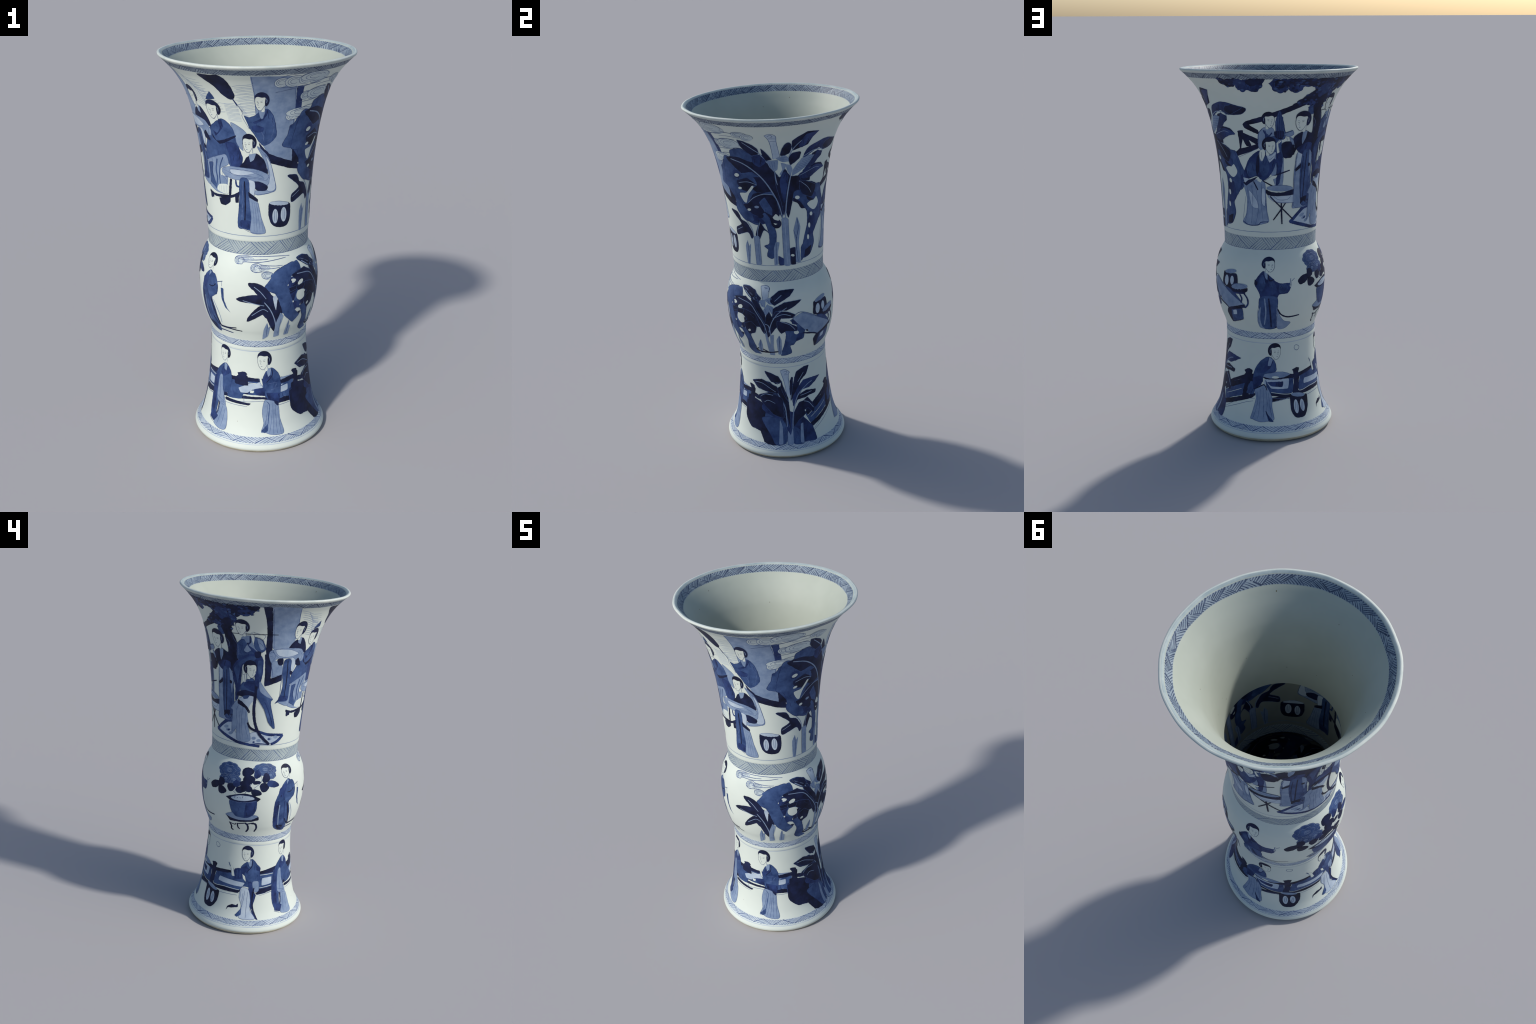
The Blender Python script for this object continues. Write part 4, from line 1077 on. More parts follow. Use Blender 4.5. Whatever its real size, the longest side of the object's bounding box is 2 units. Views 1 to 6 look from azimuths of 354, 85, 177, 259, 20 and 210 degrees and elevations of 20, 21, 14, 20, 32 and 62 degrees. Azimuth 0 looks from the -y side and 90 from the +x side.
stroke("ink", 0.0071, [(-164, 1.3), (-168.5, 1.27), (-178.2, 1.21)])
stroke("ink", 0.0092, [(-169, 1.301), (-168.6, 1.246), (-168, 1.187)])
stroke("ink", 0.0064, [(170, 1.421), (179, 1.397), (187.6, 1.379)])
motif("neck", "painted_lady")
fill("wash", [(-119.3, 1.763), (-110.1, 1.771), (-107.4, 1.723), (-104.7, 1.682), (-114.7, 1.663), (-125, 1.635), (-125.6, 1.683), (-122, 1.727)])
fill("mid", [(-124.5, 1.726), (-119.4, 1.751), (-114.7, 1.733), (-118.4, 1.689), (-114.7, 1.678), (-108.7, 1.696), (-104.9, 1.677), (-114.7, 1.661), (-124.5, 1.635), (-125.6, 1.684)])
fill("mid", [(-107.8, 1.765), (-100.8, 1.754), (-96.7, 1.706), (-101.2, 1.684), (-107.3, 1.709)])
fill("wash", [(-105.5, 1.759), (-101, 1.751), (-98.1, 1.707), (-101.6, 1.699)])
fill("dark", [(-114.6, 1.768), (-111, 1.77), (-110.9, 1.736), (-113.5, 1.72), (-108.7, 1.703), (-102.5, 1.671), (-107.3, 1.669), (-114.7, 1.72)], soft=False)
fill("white", [(-111.7, 1.784), (-109, 1.796), (-107.8, 1.765), (-108.8, 1.723), (-110.6, 1.757)], soft=False)
stroke("line", 0.0021, [(-111.7, 1.782), (-110.1, 1.791), (-107.8, 1.765), (-108.8, 1.727)])
fill("wash", [(-118.1, 1.762), (-112.9, 1.769), (-112.9, 1.735), (-115.9, 1.733)], soft=False)
fill("white", [(-105.1, 1.777), (-98.1, 1.783), (-97.5, 1.742), (-100.5, 1.761)], soft=False)
stroke("line", 0.0021, [(-109, 1.795), (-103.5, 1.787), (-98, 1.78), (-99.9, 1.755)])
stroke("line", 0.0021, [(-103.7, 1.739), (-100.7, 1.727), (-97.4, 1.697)])
stroke("line", 0.0021, [(-123.4, 1.713), (-124.4, 1.657)])
stroke("line", 0.0021, [(-125, 1.671), (-121.1, 1.66)])
stroke("ink", 0.0036, [(-128.8, 1.777), (-119.1, 1.781), (-107.9, 1.784), (-97, 1.787), (-86.2, 1.787)])
stroke("line", 0.0021, [(-128.8, 1.777), (-128.8, 1.75), (-125.3, 1.719), (-124.3, 1.685)])
head(-119.9, 1.811, 5.2, 0.041, -1)
motif("neck", "painted_lady")
fill("pale", [(-151.9, 1.56), (-143.2, 1.577), (-146.1, 1.511), (-152.1, 1.477)])
fill("ink", [(-157.3, 1.647), (-146.3, 1.677), (-138.1, 1.664), (-127.6, 1.653), (-126.5, 1.613), (-137.6, 1.575), (-152.8, 1.579), (-156.6, 1.609)])
fill("ink", [(-169.9, 1.604), (-156.7, 1.607), (-155.8, 1.556), (-165.3, 1.536), (-168.9, 1.567)], soft=False)
fill("dark", [(-153.1, 1.587), (-142.5, 1.612), (-134.3, 1.607), (-135.6, 1.564), (-145.4, 1.554), (-151.3, 1.568)])
fill("wash", [(-147.9, 1.672), (-142.8, 1.674), (-143.6, 1.639), (-147.3, 1.607), (-148.4, 1.633)], soft=False)
fill("wash", [(-152.1, 1.477), (-146.3, 1.504), (-146.1, 1.385), (-142.8, 1.283), (-134.2, 1.299), (-138.8, 1.276), (-153.1, 1.277), (-153.7, 1.39)])
fill("mid", [(-145.3, 1.561), (-135.5, 1.571), (-133.3, 1.469), (-135.1, 1.298), (-143.9, 1.288), (-147, 1.419)])
fill("wash", [(-136.3, 1.57), (-131.7, 1.54), (-132, 1.47), (-133.7, 1.434)])
stroke("ink", 0.0064, [(-139.8, 1.56), (-140.9, 1.426), (-141.8, 1.298)])
stroke("ink", 0.0036, [(-143.7, 1.542), (-145.3, 1.421), (-144.5, 1.316)])
fill("ink", [(-145, 1.319), (-135.3, 1.33), (-137, 1.293), (-140.8, 1.303), (-144.9, 1.287)], soft=False)
fill("ink", [(-153.2, 1.479), (-146.2, 1.508), (-146.9, 1.482), (-152.9, 1.462)], soft=False)
fill("ink", [(-136.1, 1.505), (-132.8, 1.497), (-133.7, 1.483), (-136.2, 1.487)], soft=False)
stroke("line", 0.0021, [(-151.2, 1.554), (-154.5, 1.474), (-155, 1.304)])
stroke("line", 0.0021, [(-131.6, 1.554), (-130.7, 1.499), (-133.7, 1.398)])
head(-150.6, 1.721, 7.0, 0.046, -1)
motif("neck", "painted_lady")
fill("dark", [(-131.5, 1.581), (-125.3, 1.628), (-113.4, 1.669), (-102.2, 1.671), (-98.2, 1.638), (-98, 1.561), (-100.1, 1.489), (-101.3, 1.454), (-105.8, 1.487), (-104.6, 1.58), (-108.2, 1.625), (-114.6, 1.623), (-119.7, 1.599), (-121, 1.549), (-122.4, 1.477), (-125.2, 1.406), (-128.7, 1.395), (-128.8, 1.472), (-131.8, 1.525)])
fill("mid", [(-130, 1.577), (-122.6, 1.624), (-112.2, 1.659), (-104.8, 1.656), (-108.3, 1.634), (-114.6, 1.63), (-121.3, 1.598), (-123.4, 1.547), (-125.7, 1.49), (-127.9, 1.53)])
fill("mid", [(-103.9, 1.629), (-99.6, 1.63), (-99.3, 1.561), (-101.4, 1.518)])
fill("ink", [(-107.4, 1.683), (-101.5, 1.689), (-101.7, 1.657), (-106, 1.652)])
fill("mid", [(-119.8, 1.5), (-108.9, 1.533), (-99.8, 1.468), (-91.3, 1.436), (-84.3, 1.418), (-86, 1.387), (-78.3, 1.247), (-86.8, 1.28), (-92.7, 1.351), (-102, 1.42), (-106.6, 1.438), (-119.2, 1.437), (-122.6, 1.47)])
fill("wash", [(-100.5, 1.518), (-94.7, 1.478), (-85.3, 1.422), (-91.1, 1.429), (-99.7, 1.463)])
stroke("dark", 0.0057, [(-93.5, 1.401), (-88.3, 1.351), (-82.3, 1.273)])
stroke("line", 0.0021, [(-90.9, 1.415), (-85.4, 1.351), (-80.6, 1.265)])
fill("dark", [(-114.2, 1.512), (-103.4, 1.517), (-102.7, 1.462), (-111.1, 1.465), (-118.3, 1.488)])
fill("ink", [(-125.3, 1.445), (-116.7, 1.462), (-106.5, 1.452), (-104.9, 1.433), (-116.2, 1.421), (-126.8, 1.424)], soft=False)
fill("white", [(-119.9, 1.599), (-116.6, 1.608), (-117.9, 1.579), (-115.5, 1.553), (-116.3, 1.511), (-119.1, 1.509), (-120.2, 1.55)])
stroke("line", 0.0021, [(-119.2, 1.578), (-119.9, 1.55), (-115.7, 1.553), (-115.4, 1.525), (-119.1, 1.505)])
stroke("line", 0.0021, [(-117.8, 1.552), (-117, 1.517)])
fill("pale", [(-123.9, 1.407), (-113.6, 1.428), (-106.5, 1.425), (-105, 1.355), (-105.9, 1.248), (-111.4, 1.345), (-117.7, 1.377)])
fill("mid", [(-119.5, 1.425), (-110.8, 1.434), (-113.5, 1.414), (-117.9, 1.408)], soft=False)
fill("wash", [(-127.8, 1.39), (-119.2, 1.383), (-113, 1.358), (-111.1, 1.31), (-112.1, 1.267), (-107.8, 1.176), (-116.9, 1.158), (-125.2, 1.17), (-126.9, 1.227), (-132.8, 1.199), (-131.7, 1.33), (-134.4, 1.341)])
fill("white", [(-112.8, 1.337), (-106.2, 1.397), (-102.9, 1.242), (-108.9, 1.247)])
stroke("line", 0.0021, [(-127.8, 1.39), (-132.7, 1.35), (-133.3, 1.293), (-131.9, 1.208)])
stroke("line", 0.0021, [(-123, 1.38), (-126.7, 1.334), (-125.4, 1.264), (-126.9, 1.227)])
stroke("line", 0.0021, [(-119, 1.362), (-119.9, 1.269), (-117.4, 1.17)])
stroke("line", 0.0021, [(-115.1, 1.343), (-115.1, 1.258), (-110.5, 1.182)])
stroke("line", 0.0021, [(-122, 1.338), (-122.2, 1.267), (-120.6, 1.168)])
fill("ink", [(-124.7, 1.403), (-119.3, 1.39), (-113.1, 1.365), (-109.6, 1.339), (-111.3, 1.328), (-116, 1.357), (-125.4, 1.378)], soft=False)
stroke("ink", 0.0185, [(-103.9, 1.5), (-104.8, 1.419), (-105.4, 1.348), (-103, 1.271), (-96.5, 1.208), (-84, 1.152)])
stroke("ink", 0.0143, [(-112.2, 1.274), (-108.9, 1.247), (-102.8, 1.232), (-96.7, 1.226)])
stroke("dark", 0.0143, [(-106, 1.579), (-104.6, 1.531), (-103.8, 1.489)])
head(-110.3, 1.576, 5.8, 0.046, 1)
motif("neck", "painted_lady")
fill("ink", [(-73, 1.711), (-67.3, 1.752), (-59.1, 1.764), (-52, 1.717), (-50.6, 1.673), (-64.8, 1.702)])
fill("wash", [(-65.3, 1.767), (-61, 1.768), (-60.4, 1.73), (-63.7, 1.738)], soft=False)
fill("wash", [(-93.1, 1.677), (-89.5, 1.7), (-76.2, 1.708), (-58.3, 1.7), (-51.7, 1.66), (-53.3, 1.626), (-68.4, 1.648), (-82.3, 1.652), (-86.9, 1.638), (-90.5, 1.629)])
fill("pale", [(-86.1, 1.702), (-70.4, 1.699), (-60.1, 1.674), (-71.7, 1.658), (-82.7, 1.667)])
stroke("line", 0.0021, [(-92.9, 1.677), (-89.5, 1.688), (-86.4, 1.66), (-89.6, 1.632)])
stroke("line", 0.0021, [(-89.7, 1.698), (-86.7, 1.674), (-82.4, 1.653)])
stroke("line", 0.0021, [(-61.2, 1.695), (-54.2, 1.663), (-55.8, 1.629)])
stroke("line", 0.0021, [(-92, 1.66), (-89, 1.667)])
fill("ink", [(-83.7, 1.646), (-77.7, 1.651), (-77, 1.616), (-81.6, 1.614)])
fill("ink", [(-63, 1.626), (-58.8, 1.648), (-53.9, 1.605), (-60, 1.607)])
fill("pale", [(-68.4, 1.65), (-63.5, 1.644), (-61.5, 1.604), (-65.1, 1.571)])
fill("mid", [(-75.3, 1.641), (-67.7, 1.639), (-66.4, 1.572), (-64.2, 1.486), (-63.8, 1.408), (-75.5, 1.404), (-73.4, 1.49), (-76, 1.575)])
fill("dark", [(-75.8, 1.434), (-64.9, 1.43), (-64.4, 1.405), (-75.7, 1.402), (-81.3, 1.388), (-77.6, 1.414)], soft=False)
stroke("ink", 0.0057, [(-71.6, 1.637), (-69.5, 1.524), (-69.9, 1.425)])
fill("wash", [(-64.2, 1.486), (-61.7, 1.491), (-62.5, 1.386), (-66.7, 1.374), (-77.2, 1.399), (-64.9, 1.405)])
fill("ink", [(-67, 1.579), (-63.1, 1.57), (-64, 1.553), (-67, 1.558)], soft=False)
stroke("line", 0.0029, [(-76.4, 1.61), (-76, 1.526), (-75.8, 1.434)])
head(-66.2, 1.804, 4.7, 0.047, -1)
motif("bulb", "painted_cloud")
cloud_curl(-19.0, 1.028, 8.7, 0.012)
cloud_curl(-26.6, 1.021, 4.5, 0.017)
cloud_curl(-0.7, 0.989, 6.5, 0.014)
cloud_curl(-9.1, 0.990, 4.6, 0.018)
cloud_curl(3.3, 0.954, 5.9, 0.017)
stroke("line", 0.003, [(-30.7, 1.013), (-30.8, 1.032), (-24.5, 1.043), (-8.1, 1.041), (11.3, 1.039), (29.7, 1.031)])
stroke("line", 0.003, [(-28.8, 1.007), (-23.1, 1.006), (-20.3, 1.016), (-5, 1.016), (10.7, 1.022), (24.6, 1.027)])
stroke("line", 0.003, [(-26.6, 1.015), (-27.2, 1.027), (-22.4, 1.033), (-20.4, 1.021)])
stroke("line", 0.003, [(-23.8, 1.026), (-11.1, 1.026), (4.5, 1.028)])
stroke("line", 0.003, [(-13, 0.987), (-12.4, 1.004), (-6.5, 1.012), (-2, 1.004), (11.4, 0.996), (19.2, 0.995)])
stroke("line", 0.003, [(-13, 0.984), (-9.3, 0.971), (-2.2, 0.974)])
stroke("line", 0.003, [(-9.4, 0.985), (-9.4, 0.998), (-5, 1.001), (-2.9, 0.984)])
stroke("line", 0.003, [(-6.5, 0.991), (3.7, 0.986), (15.8, 0.987)])
stroke("line", 0.003, [(-2.3, 0.95), (-2.3, 0.967), (3.5, 0.973), (9.1, 0.96)])
stroke("line", 0.003, [(-1.6, 0.946), (1.8, 0.939), (6.1, 0.948)])
motif("bulb", "painted_rock")
fill("mid", [(10.2, 0.968), (17.3, 0.986), (30.5, 1.001), (37.5, 0.987), (39.6, 0.956), (34.8, 0.936), (39.9, 0.899), (45.4, 0.865), (50.2, 0.872), (55, 0.827), (51.9, 0.762), (49, 0.731), (52.8, 0.659), (49.3, 0.612), (41.5, 0.638), (43.1, 0.693), (39.4, 0.75), (30.6, 0.763), (25, 0.744), (16.7, 0.753), (14.5, 0.809), (9.6, 0.861), (4.3, 0.875), (-0.4, 0.896), (4.6, 0.93)])
fill("dark", [(20.7, 0.908), (26.4, 0.936), (31.8, 0.924), (34, 0.882), (30.9, 0.835), (28, 0.802), (21.5, 0.842), (19.1, 0.877)])
fill("dark", [(14.7, 0.826), (25.3, 0.814), (36.3, 0.783), (30.6, 0.753), (19.5, 0.752)])
fill("mid", [(37.8, 0.79), (45.4, 0.758), (52.8, 0.659), (47.3, 0.614), (41.5, 0.638), (43.1, 0.693), (39.4, 0.741)])
oval("white", 26.7, 0.938, 1.90, 0.0065, -0.0006)
oval("white", 28.9, 0.915, 2.44, 0.0069, -0.0010)
oval("white", 21.9, 0.897, 1.33, 0.0070, -0.0003)
oval("white", 37.2, 0.891, 3.37, 0.0121, -0.0023)
fill("white", [(32.3, 0.838), (35.1, 0.856), (42.3, 0.85), (43.7, 0.825), (41.5, 0.802), (36.4, 0.8), (32.9, 0.815)])
oval("white", 39.3, 0.768, 2.24, 0.0135, -0.0019)
oval("white", 48.2, 0.766, 1.66, 0.0087, -0.0018)
oval("white", 28.4, 0.802, 0.96, 0.0054, -0.0005)
stroke("ink", 0.0072, [(53.4, 0.647), (59, 0.653), (71.7, 0.619)])
motif("bulb", "painted_rock")
fill("mid", [(94.1, 0.837), (102.3, 0.847), (108.3, 0.819), (113.2, 0.779), (110, 0.757), (108.7, 0.714), (100.7, 0.7), (97.6, 0.679), (93.6, 0.672), (95.6, 0.62), (82.7, 0.608), (86.6, 0.676), (89.3, 0.75), (88, 0.785), (96, 0.776), (101.2, 0.767), (100.6, 0.807)])
fill("dark", [(96.3, 0.84), (103.8, 0.841), (102.1, 0.809), (96.2, 0.815)])
oval("white", 100.5, 0.759, 2.75, 0.0124, -0.0014)
fill("dark", [(102, 0.749), (108.4, 0.75), (107, 0.716), (100.6, 0.705)], soft=False)
motif("bulb", "banana_plant")
leaf("ink", 0.0577, [(11, 0.645), (0, 0.855), (-15.6, 0.918)])
leaf("ink", 0.0577, [(9.4, 0.722), (-1.8, 0.827), (-27.5, 0.83)])
leaf("ink", 0.0534, [(9, 0.701), (-1.1, 0.778), (-17.7, 0.711)])
leaf("ink", 0.0375, [(11.1, 0.691), (7.7, 0.807), (0.2, 0.888)])
leaf("ink", 0.0397, [(13.3, 0.691), (12.8, 0.772), (13.4, 0.835)])
leaf("ink", 0.0332, [(22.2, 0.741), (30.7, 0.713), (39.4, 0.736)])
fill("pale", [(7.4, 0.842), (10.3, 0.854), (11.8, 0.835), (10.7, 0.772), (9, 0.799)], soft=False)
stroke("wash", 0.0051, [(12, 0.614), (11.1, 0.691), (5.9, 0.769), (-0.5, 0.819)])
stroke("wash", 0.0036, [(-10, 0.901), (-4.1, 0.875), (1.2, 0.838)])
stroke("wash", 0.0036, [(-20.6, 0.827), (-9.4, 0.812), (-0.7, 0.801)])
stroke("wash", 0.0036, [(-12.6, 0.746), (-2.5, 0.781), (3, 0.767)])
stroke("wash", 0.0043, [(12.6, 0.645), (13.5, 0.712), (15.4, 0.753)])
fill("wash", [(11.1, 0.691), (15.4, 0.753), (18.7, 0.733), (15.9, 0.669), (16.6, 0.615), (10.3, 0.61)], soft=False)
stroke("line", 0.0022, [(16.5, 0.723), (14.6, 0.621)])
fill("wash", [(-1.8, 0.599), (-0.8, 0.66), (2.4, 0.702), (3.9, 0.67), (6, 0.683), (4.2, 0.617)], soft=False)
stroke("mid", 0.0029, [(2.9, 0.692), (2.2, 0.615)])
fill("wash", [(22.5, 0.612), (23.7, 0.671), (25.6, 0.703), (26.7, 0.663), (28.6, 0.667), (28.2, 0.614)], soft=False)
stroke("mid", 0.0036, [(25.5, 0.692), (25.3, 0.616)])
fill("pale", [(62.8, 1.027), (69.2, 1.03), (73.4, 1.017), (71.1, 0.997), (70.5, 0.968), (65.1, 0.966), (66, 1)], soft=False)
stroke("line", 0.0022, [(62.6, 1.026), (69.2, 1.03), (73.3, 1.016), (70.7, 0.99), (70.4, 0.961)])
stroke("line", 0.0022, [(62.9, 1.024), (65.7, 0.998), (65.1, 0.966)])
fill("ink", [(37.3, 1.011), (47.3, 1.018), (54.8, 1), (58.4, 0.973), (54.1, 0.957), (46.4, 0.976)])
fill("ink", [(26.5, 0.943), (38.2, 0.958), (49.9, 0.937), (52.3, 0.901), (40.1, 0.91)])
fill("ink", [(52.5, 0.962), (59.5, 0.956), (64.8, 0.888), (69.3, 0.77), (65, 0.764), (58.5, 0.854), (53.4, 0.914)])
leaf("ink", 0.0491, [(55.2, 0.87), (39.9, 0.899), (22.9, 0.85)])
leaf("ink", 0.0534, [(58.6, 0.809), (45.2, 0.813), (39.4, 0.75)])
stroke("wash", 0.0043, [(40, 1.009), (51.7, 0.981), (57.1, 0.945)])
stroke("wash", 0.0043, [(52.2, 0.955), (54.7, 0.896), (64.3, 0.829), (69.9, 0.749)])
stroke("wash", 0.0036, [(30, 0.944), (43.4, 0.929), (52.3, 0.901)])
stroke("wash", 0.0036, [(55, 0.823), (45.2, 0.813), (42.3, 0.764)])
fill("mid", [(6.2, 0.956), (36.3, 1.004), (39.8, 0.968), (28.6, 0.944), (22.4, 0.894), (26.9, 0.819), (30.7, 0.757), (37.9, 0.716), (30.1, 0.683), (19.6, 0.734), (12.5, 0.832)], soft=False)
fill("mid", [(36.1, 0.766), (44.7, 0.771), (47.1, 0.693), (51.8, 0.64), (57.8, 0.611), (47.5, 0.609), (42.7, 0.657), (43.8, 0.707)], soft=False)
fill("ink", [(38.1, 1.011), (47.4, 1.017), (55.8, 1.004), (58.7, 0.978), (51.8, 0.958), (43.8, 0.983)], soft=False)
fill("ink", [(57.1, 0.991), (63.4, 0.966), (62, 0.94), (58.6, 0.963)], soft=False)
fill("ink", [(27.3, 0.942), (44.2, 0.962), (55.6, 0.927), (58.9, 0.895), (67.4, 0.819), (65.6, 0.757), (59.7, 0.822), (52.1, 0.865), (36.9, 0.886)], soft=False)
fill("ink", [(51.8, 0.954), (59.5, 0.949), (68, 0.877), (68.6, 0.802), (64.8, 0.851), (57.3, 0.91)], soft=False)
fill("ink", [(23.9, 0.88), (45.1, 0.889), (57.2, 0.87), (62.5, 0.799), (52.7, 0.799), (47, 0.783), (41.9, 0.81), (46.3, 0.833), (36.8, 0.87), (25.3, 0.858)], soft=False)
fill("ink", [(41.7, 0.801), (51.5, 0.823), (57.7, 0.795), (55.1, 0.758), (47.4, 0.74), (43.7, 0.77)], soft=False)
oval("white", 48.3, 0.766, 1.74, 0.0074, 0.0011)
fill("white", [(33.2, 0.851), (40.9, 0.851), (42.4, 0.811), (36.3, 0.801)])
oval("white", 37.4, 0.895, 3.50, 0.0120, 0.0026)
oval("white", 29.5, 0.910, 2.34, 0.0077, 0.0019)
fill("ink", [(32.2, 0.878), (43.2, 0.887), (41, 0.859), (33.3, 0.856)], soft=False)
fill("pale", [(62.1, 1.024), (66.2, 1.03), (72.6, 1.022), (71.7, 1.004), (71.2, 0.965), (65.8, 0.956), (64.4, 1.002)], soft=False)
stroke("line", 0.0023, [(62.1, 1.024), (67.1, 1.03), (72.6, 1.02), (71.5, 0.965)])
stroke("line", 0.0023, [(62.5, 1.021), (65.8, 0.956)])
stroke("line", 0.0023, [(66.5, 1.019), (70.7, 1.018), (67.5, 1.013)])
fill("wash", [(61.5, 0.95), (68.9, 0.959), (68.2, 0.916), (64.4, 0.922)], soft=False)
fill("wash", [(68.1, 0.959), (75, 0.971), (77.4, 0.933), (72.7, 0.936)], soft=False)
fill("wash", [(66.6, 0.9), (71.2, 0.936), (73.8, 0.878), (68.7, 0.873)], soft=False)
fill("wash", [(70.5, 0.932), (77, 0.918), (75.3, 0.879)], soft=False)
stroke("line", 0.0023, [(63.6, 0.944), (65.9, 0.923)])
stroke("line", 0.0023, [(71.2, 0.958), (73.4, 0.936)])
stroke("line", 0.0023, [(68.2, 0.908), (70.2, 0.878)])
stroke("line", 0.0023, [(72.6, 0.917), (74.7, 0.895)])
fill("ink", [(74.2, 0.948), (75, 0.973), (83.5, 1.004), (92.9, 1.008), (101.2, 1.006), (95.2, 0.976), (87.4, 0.954), (78.5, 0.929)], soft=False)
fill("ink", [(76.9, 0.91), (88.7, 0.942), (99.2, 0.947), (107.7, 0.946), (100.2, 0.92), (91.1, 0.899), (82.6, 0.898), (75.8, 0.855)], soft=False)
fill("ink", [(69.4, 0.869), (72.5, 0.894), (75.2, 0.863), (79.7, 0.895), (91, 0.891), (99.5, 0.87), (96.4, 0.852), (85, 0.854), (80.3, 0.805), (72.4, 0.752), (69, 0.732), (67.4, 0.819)], soft=False)
fill("ink", [(80.6, 0.838), (90.5, 0.827), (102, 0.792), (100.5, 0.768), (90.1, 0.776), (84.2, 0.761), (80.2, 0.796)], soft=False)
stroke("wash", 0.0054, [(72.8, 0.734), (71.6, 0.804), (67.4, 0.819)])
stroke("wash", 0.0047, [(71.1, 0.769), (74.8, 0.83), (81, 0.879), (91.3, 0.914)])
stroke("wash", 0.0039, [(78.6, 0.951), (86.3, 0.983)])
stroke("wash", 0.0047, [(42.8, 0.993), (51.7, 0.962)])
stroke("wash", 0.0047, [(33.9, 0.941), (50.4, 0.927), (58.8, 0.879), (67.1, 0.802), (69.4, 0.714)])
stroke("wash", 0.0039, [(84.8, 0.833), (93.3, 0.813), (99, 0.778)])
stroke("wash", 0.0039, [(76.5, 0.855), (86.6, 0.877), (95.1, 0.865)])
fill("wash", [(66.6, 0.767), (69.8, 0.733), (70.1, 0.714), (74.3, 0.616), (69, 0.614)], soft=False)
fill("wash", [(72.2, 0.743), (76.1, 0.752), (74.9, 0.677), (75, 0.611), (70.8, 0.615)], soft=False)
fill("wash", [(56.5, 0.676), (60.6, 0.718), (61.9, 0.681), (60.3, 0.624), (56.6, 0.625)], soft=False)
stroke("mid", 0.0039, [(60.2, 0.713), (58.2, 0.627)])
fill("wash", [(78.6, 0.716), (81.9, 0.748), (84.1, 0.715), (83.7, 0.616), (79.4, 0.617)], soft=False)
stroke("mid", 0.0039, [(81.9, 0.743), (81.5, 0.616)])
stroke("ink", 0.0093, [(52.1, 0.646), (57, 0.631), (69.5, 0.63), (79.8, 0.637)])
motif("bulb", "low_table")
fill("wash", [(97.1, 0.847), (109.5, 0.874), (151.4, 0.742), (132.2, 0.709), (111.6, 0.759)], soft=False)
stroke("line", 0.0031, [(96.4, 0.846), (109.5, 0.874), (152.5, 0.739)])
stroke("ink", 0.0101, [(111.6, 0.763), (120.7, 0.738), (131.1, 0.707)])
fill("wash", [(110.4, 0.87), (127.3, 0.819), (149.7, 0.75), (127, 0.716), (114.6, 0.748)], soft=False)
fill("ink", [(126.2, 0.715), (149.3, 0.752), (150.2, 0.732), (146.7, 0.728), (145.7, 0.661), (127.1, 0.629), (122, 0.685)], soft=False)
fill("mid", [(131.1, 0.705), (146.6, 0.726), (145.9, 0.665), (129.2, 0.636)], soft=False)
fill("pale", [(133.4, 0.705), (138.4, 0.712), (138, 0.686), (132.5, 0.68)], soft=False)
stroke("line", 0.0023, [(108.1, 0.872), (127.3, 0.819), (150.2, 0.75)])
stroke("ink", 0.0092, [(108.3, 0.748), (121.3, 0.729), (126.9, 0.714)])
motif("bulb", "garden_stool")
fill("ink", [(122.3, 0.917), (130.5, 0.91), (140.3, 0.916), (142.5, 0.887), (141.6, 0.841), (133.8, 0.818), (126.3, 0.834), (120.6, 0.85), (121.2, 0.889)])
oval("wash", 132.1, 0.923, 8.36, 0.0123, 0.0038)
oval("pale", 127.0, 0.871, 3.05, 0.0286, 0.0016)
oval("pale", 135.1, 0.877, 2.56, 0.0240, 0.0012)
fill("mid", [(125.1, 0.832), (135.8, 0.82), (145.9, 0.767), (139.1, 0.785)])
motif("bulb", "round_stool")
fill("ink", [(133.8, 0.853), (137.9, 0.838), (146.7, 0.836), (153.9, 0.846), (153, 0.826), (146.5, 0.813), (137.7, 0.814), (132.9, 0.829)])
oval("wash", 144.3, 0.849, 9.98, 0.0169, 0.0039)
stroke("line", 0.0023, [(133.8, 0.849), (138.1, 0.861), (146.8, 0.864), (153.5, 0.849)])
stroke("dark", 0.0092, [(149.8, 0.815), (153.5, 0.788), (153.8, 0.757), (150.2, 0.732)])
stroke("dark", 0.0092, [(144.8, 0.809), (147, 0.784), (145.7, 0.759)])
stroke("dark", 0.0076, [(138.5, 0.807), (140, 0.785)])
stroke("dark", 0.0092, [(136.6, 0.81), (151.4, 0.816)])
stroke("dark", 0.0053, [(151.1, 0.735), (145.2, 0.735)])
motif("bulb", "painted_lady")
fill("dark", [(162.8, 0.895), (166.2, 0.921), (171.1, 0.943), (178.9, 0.911), (184.4, 0.885), (190, 0.876), (197.9, 0.876), (198.6, 0.85), (195.7, 0.821), (186.4, 0.813), (184.4, 0.763), (183, 0.731), (167.1, 0.731), (167.3, 0.802), (164.9, 0.839), (161.8, 0.868)])
fill("mid", [(166.3, 0.906), (170.5, 0.922), (173.3, 0.871), (169.1, 0.833), (165.6, 0.855)])
fill("mid", [(-172.9, 0.873), (-163.6, 0.866), (-165.8, 0.829), (-172.9, 0.824)])
fill("mid", [(-183.9, 0.893), (-178.4, 0.885), (-175.7, 0.84), (-181.2, 0.818)])
fill("ink", [(162, 0.898), (164.9, 0.88), (163.8, 0.865), (161.6, 0.872)], soft=False)
fill("wash", [(171.6, 0.94), (175.4, 0.929), (174.7, 0.897), (172.6, 0.911)], soft=False)
stroke("ink", 0.0061, [(175.4, 0.926), (177.5, 0.893), (181.6, 0.9)])
fill("mid", [(167.6, 0.802), (184.3, 0.802), (184.8, 0.715), (183.5, 0.622), (172, 0.613), (165.8, 0.638), (165.8, 0.714)])
stroke("ink", 0.0092, [(176, 0.795), (177.5, 0.716), (178.6, 0.622)])
